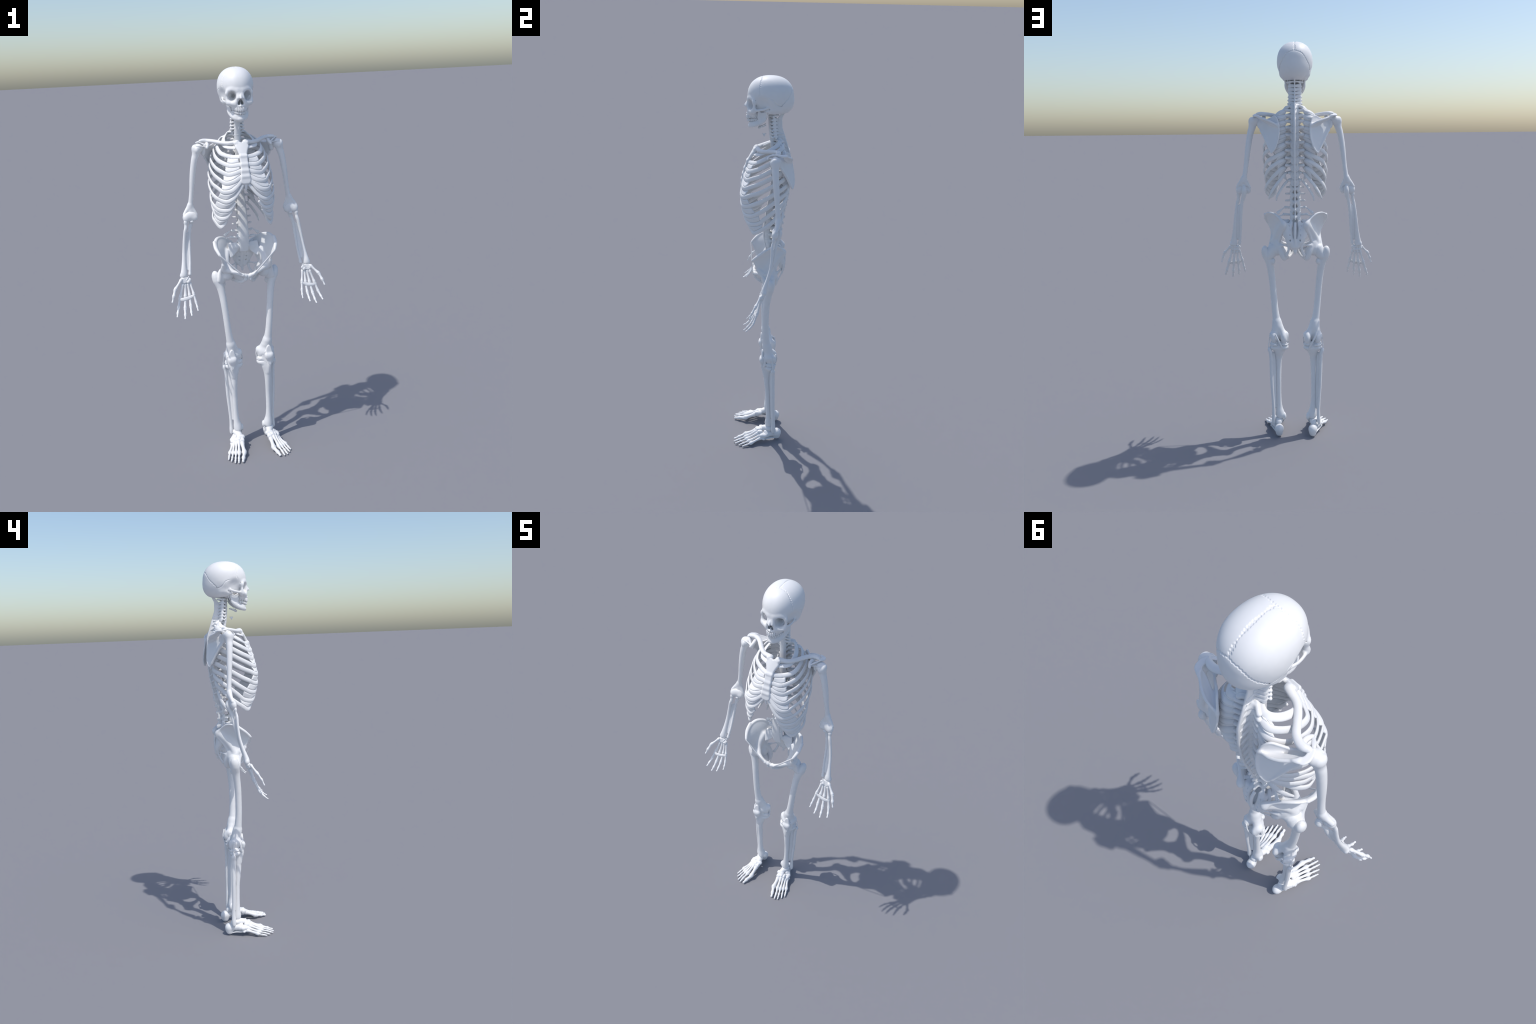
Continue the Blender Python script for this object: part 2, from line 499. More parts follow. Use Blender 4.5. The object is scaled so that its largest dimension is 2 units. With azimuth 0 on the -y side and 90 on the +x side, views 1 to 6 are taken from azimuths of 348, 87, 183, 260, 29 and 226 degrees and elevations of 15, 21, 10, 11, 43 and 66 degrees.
def make_mandible():
    s = Solid(0.0014, mirror=True)
    s.tube([(0, -0.0725, 1.7640, 0.0105), (0.014, -0.0690, 1.7640, 0.0105), (0.026, -0.055, 1.7675, 0.0105), (0.0345, -0.036, 1.7755, 0.0108), (0.040, -0.016, 1.7885, 0.0115), (0.0430, -0.005, 1.799, 0.010)], 0.006, flat=((0.55, -0.8, 0), 0.62))
    s.tube([(0, -0.0740, 1.776, 0.0075), (0.0115, -0.0705, 1.776, 0.0078), (0.0205, -0.060, 1.778, 0.0080), (0.0270, -0.044, 1.783, 0.0085), (0.0330, -0.028, 1.793, 0.0085)], 0.008, flat=((0.55, -0.8, 0), 0.75))
    s.ball((0.0, -0.0755, 1.7605), (0.014, 0.007, 0.008), 0.008)
    s.plate([(0.0430, -0.001, 1.791), (0.0465, 0.003, 1.806), (0.0500, 0.009, 1.825), (0.0520, 0.011, 1.842), (0.0515, 0.003, 1.843), (0.0500, -0.008, 1.834), (0.0485, -0.018, 1.831),
             (0.0475, -0.028, 1.836), (0.0465, -0.036, 1.840), (0.0445, -0.038, 1.826), (0.041, -0.038, 1.806), (0.0385, -0.032, 1.791), (0.040, -0.018, 1.783)], 0.0030, 0.0012, 0.004, k=0.006)
    s.ball((0.0520, 0.0085, 1.8435), (0.0095, 0.0045, 0.0055), 0.005)
    return s.mesh(1)
mandible = build('mandible', make_mandible(), parent=skull)

def tooth_mesh(w, d, h):
    s = Solid(0.0007)
    s.tube([(0, 0, 0, 0.0033), (0, 0, h * 0.55, 0.0038), (0, 0, h, 0.0030)], 0.001, flat=((0, 1, 0), 0.8), n=2)
    V, Q = s.mesh(1)
    V = V - A(0, 0, V[:, 2].min())
    V = V / A(np.ptp(V[:, 0]), np.ptp(V[:, 1]), np.ptp(V[:, 2])) * A(w, d, h)
    return V, Q
WIDTH = [0.0082, 0.0066, 0.0072, 0.0068, 0.0066, 0.0092, 0.0088, 0.0080]
DEPTH = [0.0062, 0.0058, 0.0072, 0.0082, 0.0084, 0.0098, 0.0098, 0.0090]
def tooth_row(upper):
    arch = spline([(0, -0.0905), (0.012, -0.0868), (0.0225, -0.0765), (0.0290, -0.0605), (0.0325, -0.043), (0.0340, -0.034)], 30) if upper else \
           spline([(0, -0.0850), (0.0105, -0.0818), (0.0205, -0.0720), (0.0275, -0.0570), (0.0320, -0.042), (0.0345, -0.031)], 30)
    L = np.concatenate([[0], np.cumsum(np.linalg.norm(np.diff(arch, axis=0), axis=1))])
    sc = L[-1] / (sum(WIDTH) * 1.02) if upper else L[-1] / (sum(WIDTH) * 1.0)
    s = 0.0
    for i, (w, d) in enumerate(zip(WIDTH, DEPTH)):
        w = w * sc * (0.72 if (not upper and i < 2) else 1.0)
        c = s + w / 2
        s += w
        x, y = np.interp(c, L, arch[:, 0]), np.interp(c, L, arch[:, 1])
        x2, y2 = np.interp(c + 0.001, L, arch[:, 0]), np.interp(c + 0.001, L, arch[:, 1])
        ang = math.atan2(y2 - y, x2 - x)
        h = (0.0190 if i < 3 else 0.0168) if upper else 0.0130
        V, Q = tooth_mesh(w * 0.96, d, h)
        if upper:
            V = V * A(1, 1, -1)
            Q = Q[:, ::-1]
            V = V + A(0, 0, 1.8145 + 0.0006 * i)
        else:
            V = V + A(0, 0, 1.7810 + 0.0012 * i)
        ca, sa = math.cos(ang), math.sin(ang)
        V = V @ np.array([[ca, sa, 0], [-sa, ca, 0], [0, 0, 1]]) + A(x, y, 0)
        pair('tooth', (V, Q), TEETH, (skull, skull))
tooth_row(True)
tooth_row(False)

# hyoid bone hanging under the jaw, and its fine threads
def make_hyoid():
    s = Solid(0.001, mirror=True)
    s.tube([(0, -0.031, 1.751, 0.0050), (0.010, -0.029, 1.751, 0.0045), (0.017, -0.018, 1.756, 0.0032), (0.021, -0.004, 1.762, 0.0026), (0.0225, 0.003, 1.765, 0.0030)], 0.002, flat=((0, 1, 0.3), 0.7))
    s.tube([(0.011, -0.028, 1.753, 0.0022), (0.012, -0.025, 1.760, 0.0016)], 0.002)
    return s.mesh(1)
hyoid = build('hyoid_bone', make_hyoid())
pair('stylohyoid_ligament', sweep([(0.011, -0.026, 1.758, 0.0008, 0.0008), (0.028, -0.014, 1.776, 0.0007, 0.0007), (0.042, 0.001, 1.793, 0.0008, 0.0008)], seg=6, n=4), LIG, (hyoid, hyoid))
s = Solid(0.0008, mirror=True)
s.plate([(0.0, 0.0075, 1.7235), (0.0, -0.003, 1.7225), (0.0, -0.0135, 1.7235), (0.0, -0.009, 1.716), (0.0, -0.0035, 1.7075), (0.0, 0.002, 1.716)], 0.0022, k=0.0, n=3)
V, Q = s.mesh(1)
build('throat_cartilage', (V, Q), CART)

# ===================================================================== SPINE
FRONT = curve([(1.10, 0.022), (1.123, 0.016), (1.162, 0.005), (1.20, 0.0), (1.25, 0.002), (1.30, 0.008), (1.371, 0.021), (1.425, 0.032), (1.474, 0.037), (1.511, 0.036),
               (1.552, 0.034), (1.60, 0.033), (1.64, 0.032), (1.675, 0.030), (1.70, 0.024), (1.745, 0.019), (1.78, 0.017), (1.83, 0.015)])
BACK = curve([(1.12, 0.108), (1.15, 0.100), (1.18, 0.091), (1.21, 0.0925), (1.26, 0.099), (1.31, 0.108), (1.354, 0.117), (1.40, 0.1265), (1.462, 0.134), (1.55, 0.137),
              (1.618, 0.1315), (1.65, 0.121), (1.69, 0.1075), (1.722, 0.097), (1.754, 0.0855), (1.798, 0.084), (1.826, 0.097)])
LEVELS = dict(C1=1.811, C2=1.794, C3=1.777, C4=1.760, C5=1.743, C6=1.727, C7=1.711, T1=1.694, T2=1.674, T3=1.649, T4=1.622, T5=1.592, T6=1.557, T7=1.520,
              T8=1.483, T9=1.446, T10=1.410, T11=1.374, T12=1.338, L1=1.304, L2=1.271, L3=1.237, L4=1.200, L5=1.164)
ORDER = list(LEVELS)
HX = curve([(1.14, 0.0285), (1.20, 0.0275), (1.30, 0.0245), (1.40, 0.020), (1.50, 0.0175), (1.60, 0.016), (1.70, 0.0165), (1.80, 0.0155)])
HY = curve([(1.14, 0.0185), (1.20, 0.019), (1.30, 0.0180), (1.40, 0.0165), (1.50, 0.0155), (1.60, 0.013), (1.70, 0.0095), (1.80, 0.0085)])

def make_vertebra(nm):
    i = ORDER.index(nm)
    z = LEVELS[nm]
    zu = LEVELS[ORDER[i - 1]] if i else z + 0.017
    zd = LEVELS[ORDER[i + 1]] if i + 1 < len(ORDER) else z - 0.036
    h = (zu - zd) / 2
    f, b, hx, hy = FRONT(z), BACK(z), HX(z), HY(z)
    fu, fd = FRONT(z + h / 2), FRONT(z - h / 2)
    s = Solid(0.00165, mirror=True)
    body = [(0, fu + hy, z + h * 0.34, hx * 1.0), (0, f + hy * 1.02, z, hx * 0.93), (0, fd + hy, z - h * 0.34, hx * 1.0)]
    reg = nm[0]
    n = int(nm[1:])
    yb = f + 2 * hy
    if nm == 'C1':
        s.tube([(0, f + 0.004, z, 0.005), (0.012, f + 0.008, z, 0.007), (0.021, f + 0.022, z, 0.008), (0.018, f + 0.040, z + 0.001, 0.0045), (0, f + 0.050, z + 0.001, 0.0045)], 0.005)
        s.tube([(0.020, f + 0.02, z, 0.007), (0.037, f + 0.022, z - 0.001, 0.005)], 0.005)
        return s.mesh(1)
    s.tube([(p[0], p[1], p[2], p[3]) for p in body], 0.004, flat=((0, 1, 0), hy / hx), n=3)
    # flatten the ends of the vertebral body
    for sg in (1, -1):
        zz = z + sg * h * 0.47
        s.field(lambda X, Y, Z, zz=zz, sg=sg: F(sg) * (F(zz) - Z) + 0 * X + 0 * Y, (0, f - 0.01, min(zz, zz + sg * 0.05)), (0.06, yb + 0.02, max(zz, zz + sg * 0.05)), 0.002, True)
    if reg == 'C':
        yl = yb + 0.020
        s.tube([(hx * 0.7, yb - 0.002, z, 0.0045), (0.0240, yb + 0.008, z + 0.001, 0.0070), (0.016, yl - 0.003, z, 0.0055), (0, yl + 0.002, z - 0.002, 0.0045)], 0.005)
        s.tube([(0.0245, yb + 0.008, z + h * 0.40, 0.0064), (0.0245, yb + 0.012, z - h * 0.40, 0.0066)], 0.004)
        s.tube([(hx * 0.7, f + hy, z, 0.0045), (0.0295 + 0.0012 * max(n - 4, 0), f + hy + 0.008, z - 0.003, 0.0048)], 0.004)
        cl = [(0, yl + 0.004, z + h * 0.36), (0.012, yl - 0.001, z + h * 0.40), (0.0235, yb + 0.011, z + h * 0.42), (0.0245, yb + 0.013, z - h * 0.42), (0.014, yl + 0.001, z - h * 0.50), (0, yl + 0.006, z - h * 0.52)]
        s.plate(cl + [(-x, y, q) for x, y, q in cl[::-1] if x > 0], 0.0030, k=0.003)
        tip = min(b - 0.004, yl + (0.008 if n < 6 else 0.03) + (0.008 if n == 2 else 0))
        s.tube([(0, yl, z - 0.001, 0.005), (0.001, (yl + tip) / 2, z - 0.003, 0.0042), (0.002, tip, z - 0.006, 0.0042)], 0.005)
    elif reg == 'T':
        yl = yb + 0.026
        tx = (0.036 if n == 1 else 0.0415) if n < 11 else (0.027 if n == 11 else 0.023)
        ty = yl + (0.013 if n < 11 else -0.002)
        drop = {1: 0.012, 2: 0.016, 3: 0.020, 4: 0.024, 5: 0.028, 6: 0.030, 7: 0.030, 8: 0.030, 9: 0.027, 10: 0.022, 11: 0.016, 12: 0.010}[n]
        s.tube([(hx * 0.62, yb - 0.003, z + h * 0.16, 0.0065), (0.0130, yb + 0.012, z + h * 0.12, 0.0065), (0.0125, yl, z + 0.001, 0.006)], 0.005)
        s.tube([(0.0120, yl - 0.004, z + h * 0.1, 0.0065), (0.027, yl + 0.007, z + 0.001, 0.0070), (tx, ty, z + (0.003 if n > 1 else -0.004), 0.0076)], 0.006)
        s.tube([(0.012, yl - 0.002, z + h * 0.42, 0.0070), (0.0145, yl + 0.002, z - h * 0.10, 0.0090), (0.012, yl + 0.006, z - h * 0.50, 0.0075)], 0.005, flat=((0.3, 1, 0.1), 0.7))
        lamp = [(0, yl + 0.006, z + h * 0.30), (0.012, yl - 0.001, z + h * 0.34), (0.024, yl + 0.003, z + h * 0.12), (0.0215, yl + 0.004, z - h * 0.30), (0.0150, yl + 0.008, z - h * 0.72), (0.006, yl + 0.013, z - h * 0.82), (0, yl + 0.014, z - h * 0.80)]
        s.plate(lamp + [(-x, y, q) for x, y, q in lamp[::-1] if x > 0], 0.0038, k=0.004)
        s.tube([(0.004, yl + 0.003, z + 0.002, 0.010), (0.004, yl + 0.012, z - drop * 0.4, 0.008), (0, max(b - 0.004, yl + 0.012), z - drop, 0.0042)], 0.006, flat=((1, 0, 0), 0.8))
    else:
        yl = yb + 0.024
        tx = (0.0405, 0.046, 0.0465, 0.0500, 0.0575)[n - 1]
        s.tube([(hx * 0.6, yb - 0.003, z + h * 0.15, 0.008), (0.0165, yb + 0.014, z + h * 0.08, 0.008), (0.015, yl, z - h * 0.1, 0.0085)], 0.006)
        s.tube([(0.0195, yl + 0.001, z + h * 0.36, 0.0075), (0.0170, yl + 0.003, z, 0.008), (0.0140, yl + 0.005, z - h * 0.50, 0.0075)], 0.006)
        s.tube([(0.016, yl, z - h * 0.15, 0.007), (0, yl + 0.010, z - h * 0.2, 0.0085)], 0.006)
        rise = 0.0 if n < 4 else (0.003 if n == 4 else 0.005)
        s.tube([(0.018, yb + 0.010, z + 0.002, 0.006), (0.031, yb + 0.012, z + rise * 0.5, 0.0052), (tx, yb + (0.016 if n < 4 else 0.013), z + rise, 0.0048 if n < 4 else 0.007)], 0.006)
        tip = max(b - 0.004, yl + 0.012)
        s.tube([(0, yl + 0.008, z - h * 0.15, 0.0115), (0, (yl + tip) / 2 + 0.006, z - h * 0.22, 0.0110), (0, tip, z - h * 0.25, 0.0105)], 0.006, flat=((1, 0, 0), 0.38))
    return s.mesh(1)

# ligaments of the spine: ridge along the spinous tips, nuchal sheet, smooth front band
zs = np.linspace(1.146, 1.705, 40)
ridge = sweep([(0, BACK(z) - 0.0045, z, 0.0045, curve([(1.14, 0.0032), (1.30, 0.0045), (1.45, 0.0056), (1.62, 0.0056), (1.70, 0.0035)])(z)) for z in zs], normals=(0, 1, 0), seg=12, n=1)
ridge2 = sweep([(0, BACK(z) - 0.0030, z, 0.0030, 0.0030) for z in np.linspace(1.695, 1.826, 18)], normals=(0, 1, 0), seg=10, n=1)
lam = lambda z: FRONT(z) + 2 * HY(z) + (0.022 if z > 1.70 else 0.027)
fill = []
for z0, z1 in zip(np.linspace(1.15, 1.815, 60)[:-1], np.linspace(1.15, 1.815, 60)[1:]):
    fill.append(((0, lam(z0), z0), (0, BACK(z0) - 0.002, z0)))
zz = np.linspace(1.15, 1.826, 70)
web = sheet([(0, lam(z) if z < 1.79 else lam(z) + (z - 1.79) * 0.8, z) for z in zz], [(0, BACK(z) - 0.002, z) for z in zz], 0.0022, m=8)
frontband = sweep([(0, FRONT(z) + 0.0045, z, 0.0050, HX(z) * 0.80) for z in np.linspace(1.10, 1.812, 44)], normals=(0, -1, 0), seg=16, n=1)
discs = []
for a, b in zip(ORDER[1:], ORDER[2:] + ['S1']):
    z0 = LEVELS[a]
    z1 = LEVELS.get(b, 1.126)
    zc = (z0 + z1) / 2
    discs.append(sweep([(0, FRONT(zc) + HY(zc), zc - (z0 - z1) * 0.16, HY(zc) * 0.97, HX(zc) * 0.98), (0, FRONT(zc) + HY(zc), zc + (z0 - z1) * 0.16, HY(zc) * 0.97, HX(zc) * 0.98)], normals=(0, 1, 0), seg=24, n=2, caps=1))
spine = build('spine', join([ridge, ridge2, web, frontband]), LIG)
for nm in ORDER:
    build('vertebra', make_vertebra(nm), parent=spine)
for d in discs:
    build('intervertebral_disc', d, CART, spine)

# ==================================================================== SACRUM
def make_sacrum():
    s = Solid(0.0018, mirror=True)
    s.tube([(0, 0.040, 1.122, 0.030), (0, 0.058, 1.102, 0.026), (0, 0.077, 1.075, 0.021), (0, 0.092, 1.045, 0.017), (0, 0.102, 1.015, 0.012)], 0.010, flat=((0, 0.75, 0.66), 0.62))
    s.plate([(0.024, 0.040, 1.126), (0.050, 0.050, 1.126), (0.068, 0.064, 1.112), (0.066, 0.082, 1.088), (0.056, 0.094, 1.062), (0.036, 0.102, 1.030), (0.020, 0.106, 1.005), (0.004, 0.108, 0.998), (0.000, 0.10, 1.02), (0.0, 0.07, 1.08), (0, 0.045, 1.115)], 0.012, k=0.010)
    s.ball((0.047, 0.060, 1.114), (0.022, 0.022, 0.022), 0.012)
    s.plate([(0.030, 0.046, 1.138), (0.050, 0.047, 1.141), (0.072, 0.046, 1.142), (0.079, 0.044, 1.118), (0.080, 0.038, 1.092), (0.0735, 0.030, 1.068), (0.062, 0.036, 1.070), (0.046, 0.044, 1.082), (0.030, 0.045, 1.100)], 0.008, k=0.010)
    s.tube([(0.044, 0.090, 1.118, 0.012), (0.042, 0.097, 1.090, 0.012), (0.036, 0.103, 1.062, 0.010), (0.026, 0.108, 1.036, 0.009)], 0.016)
    # rear surface with crest
    s.tube([(0.0, 0.098, 1.128, 0.006), (0, 0.112, 1.10, 0.0065), (0, 0.1165, 1.07, 0.006), (0, 0.1165, 1.04, 0.005), (0, 0.112, 1.012, 0.004)], 0.012)
    s.tube([(0.020, 0.086, 1.126, 0.009), (0.025, 0.097, 1.098, 0.011), (0.023, 0.103, 1.068, 0.011), (0.019, 0.104, 1.04, 0.010), (0.012, 0.106, 1.015, 0.007)], 0.014)
    s.tube([(0.020, 0.080, 1.132, 0.008), (0.018, 0.072, 1.144, 0.0065)], 0.006)
    # openings
    s.ball((0, 0.080, 1.136), (0.0125, 0.016, 0.016), 0.004, True)
    for x, y, z in ((0.030, 0.104, 1.117), (0.0265, 0.113, 1.097), (0.026, 0.1165, 1.070), (0.0245, 0.115, 1.044)):
        s.ball((x, y, z), (0.0032, 0.008, 0.0052), 0.001, True)
    for x, y, z in ((0.020, 0.052, 1.083), (0.0185, 0.070, 1.058), (0.017, 0.082, 1.036)):
        s.ball((x, y, z), (0.0045, 0.010, 0.0038), 0.002, True)
    # tail bone
    s.tube([(0, 0.104, 1.012, 0.010), (0, 0.1065, 1.000, 0.009), (0, 0.106, 0.990, 0.0085), (0, 0.104, 0.981, 0.0062), (0, 0.1025, 0.976, 0.0045)], 0.004, flat=((0, 1, 0), 0.7))
    s.tube([(0.002, 0.106, 1.001, 0.004), (0.014, 0.106, 1.002, 0.003)], 0.004)
    return s.mesh(2)
build('sacrum', make_sacrum(), parent=spine)

# ================================================================== HIP BONE
HEAD = A(0.0985, 0.030, 0.985)
def make_hip():
    s = Solid(0.0018)
    s.plate([(0.139, -0.056, 1.112), (0.152, -0.034, 1.133), (0.1575, -0.008, 1.152), (0.150, 0.020, 1.170), (0.130, 0.044, 1.1795), (0.105, 0.068, 1.175), (0.078, 0.092, 1.154), (0.054, 0.110, 1.130),
             (0.050, 0.110, 1.106), (0.058, 0.098, 1.085), (0.066, 0.082, 1.066), (0.074, 0.070, 1.042), (0.088, 0.050, 1.010), (0.105, 0.015, 1.005), (0.116, -0.012, 1.020), (0.124, -0.030, 1.052), (0.132, -0.046, 1.085)],
            0.0026, 0.0042, 0.008, inner=[(0.118, 0.012, 1.112), (0.104, 0.034, 1.118), (0.130, -0.012, 1.122), (0.104, 0.014, 1.070), (0.092, 0.055, 1.13)], k=0.010, order=3)
    # thick bar above the socket, and the arcuate line to the sacroiliac joint
    s.tube([(0.106, 0.022, 1.018, 0.020), (0.099, 0.036, 1.048, 0.0130), (0.084, 0.058, 1.080, 0.0110), (0.066, 0.084, 1.108, 0.0105), (0.056, 0.104, 1.122, 0.009)], 0.030)
    s.tube([(0.082, -0.014, 1.016, 0.010), (0.094, 0.006, 1.042, 0.010), (0.092, 0.022, 1.072, 0.0095), (0.084, 0.040, 1.100, 0.009)], 0.020)
    s.tube([(0.140, -0.052, 1.108, 0.0065), (0.154, -0.024, 1.137, 0.0075), (0.154, 0.008, 1.162, 0.0075)], 0.006)
    s.tube([(0.122, -0.026, 1.048, 0.008), (0.116, -0.006, 1.025, 0.016)], 0.010)
    # socket
    s.ball(HEAD + A(-0.002, -0.002, 0.004), 0.0365, 0.010)
    # pubis
    s.tube([(0.104, 0.000, 1.016, 0.018), (0.082, -0.019, 1.012, 0.0115), (0.056, -0.035, 1.003, 0.0092), (0.030, -0.042, 0.993, 0.0090), (0.010, -0.040, 0.985, 0.0095)], 0.010)
    s.tube([(0.012, -0.039, 0.986, 0.009), (0.012, -0.034, 0.968, 0.0085)], 0.008, flat=((1, 0, 0), 0.8))
    s.tube([(0.012, -0.034, 0.966, 0.0080), (0.026, -0.012, 0.948, 0.0070), (0.040, 0.018, 0.942, 0.0080), (0.050, 0.044, 0.947, 0.013), (0.060, 0.060, 0.957, 0.0175), (0.068, 0.064, 0.978, 0.0175), (0.078, 0.056, 1.002, 0.018), (0.088, 0.044, 1.020, 0.018)], 0.010)
    s.ball((0.056, 0.062, 0.952), (0.014, 0.016, 0.020), 0.008)
    s.tube([(0.074, 0.066, 1.012, 0.010), (0.058, 0.082, 1.015, 0.004), (0.050, 0.086, 1.016, 0.002)], 0.008)     # ischial spine
    s.ball((0.027, -0.046, 0.993), 0.006, 0.006)
    # hollow of the socket, opening outwards
    s.ball(HEAD, 0.0282, 0.003, True)
    s.ball(HEAD + A(0.030, 0.002, -0.016), 0.026, 0.004, True)
    # obturator opening stays free between the rami; roughened SI surface
    V, Q = s.mesh(2)
    return V, Q
hips = pair('hip_bone', make_hip())
s = Solid(0.0016, mirror=True)
s.ball((0, -0.0375, 0.979), (0.006, 0.0090, 0.0165), 0.0)
build('pubic_disc', s.mesh(1), CART)
for o in ([sweep([(0.138, -0.0585, 1.106, 0.0022, 0.0042), (0.100, -0.0560, 1.066, 0.0022, 0.0040), (0.060, -0.0530, 1.024, 0.0022, 0.0040), (0.029, -0.049, 0.994, 0.0025, 0.004)], normals=(0.3, -1, 0.2), seg=10)],):
    pair('inguinal_ligament', o[0], LIG)
lig = [sweep([(0.022, 0.106, 1.016, 0.0025, 0.008), (0.036, 0.098, 1.018, 0.0022, 0.006), (0.051, 0.087, 1.016, 0.002, 0.003)], normals=(0.3, 1, 0), seg=10),
       sweep([(0.040, 0.108, 1.050, 0.0022, 0.012), (0.032, 0.106, 1.020, 0.0025, 0.0095), (0.034, 0.098, 0.990, 0.0025, 0.0065), (0.046, 0.082, 0.960, 0.0028, 0.0085)], normals=(0.4, 1, 0), seg=12)]
pair('sacral_ligament', join(lig), LIG)
lumb = [sweep([(0.050, 0.062, 1.204, 0.003, 0.004), (0.064, 0.066, 1.196, 0.002, 0.003), (0.088, 0.075, 1.176, 0.003, 0.009)], normals=(0, 1, 0), seg=10),
        sweep([(0.0575, 0.062, 1.168, 0.003, 0.005), (0.070, 0.070, 1.164, 0.002, 0.003), (0.084, 0.080, 1.158, 0.003, 0.006)], normals=(0, 1, 0), seg=10),
        sweep([(0.030, 0.060, 1.136, 0.002, 0.006), (0.052, 0.078, 1.132, 0.002, 0.006), (0.062, 0.092, 1.136, 0.002, 0.007)], normals=(0, 0.6, 1), seg=10)]
pair('iliolumbar_ligament', join(lumb), LIG)
# obturator membrane
o0 = spline([(0.085, -0.005, 0.990), (0.062, -0.022, 0.992), (0.036, -0.034, 0.982), (0.020, -0.032, 0.970)], 5)
o1 = spline([(0.078, 0.040, 0.985), (0.066, 0.050, 0.962), (0.048, 0.034, 0.945), (0.024, -0.016, 0.950)], 5)
pair('obturator_membrane', sheet(o0, o1, 0.001), LIG)
# hip joint capsule
s = Solid(0.0018)
s.tube([(*(HEAD + A(0.012, 0.001, 0.002)), 0.0325), (0.124, 0.034, 0.968, 0.0285), (0.136, 0.034, 0.955, 0.0260)], 0.006)
s.tube([(0.124, -0.020, 1.040, 0.007), (0.131, 0.004, 1.000, 0.008), (0.140, 0.014, 0.960, 0.0085)], 0.012)
s.ball(HEAD + A(-0.012, 0, 0.012), 0.030, 0.003, True)
pair('hip_capsule', s.mesh(2), LIG)

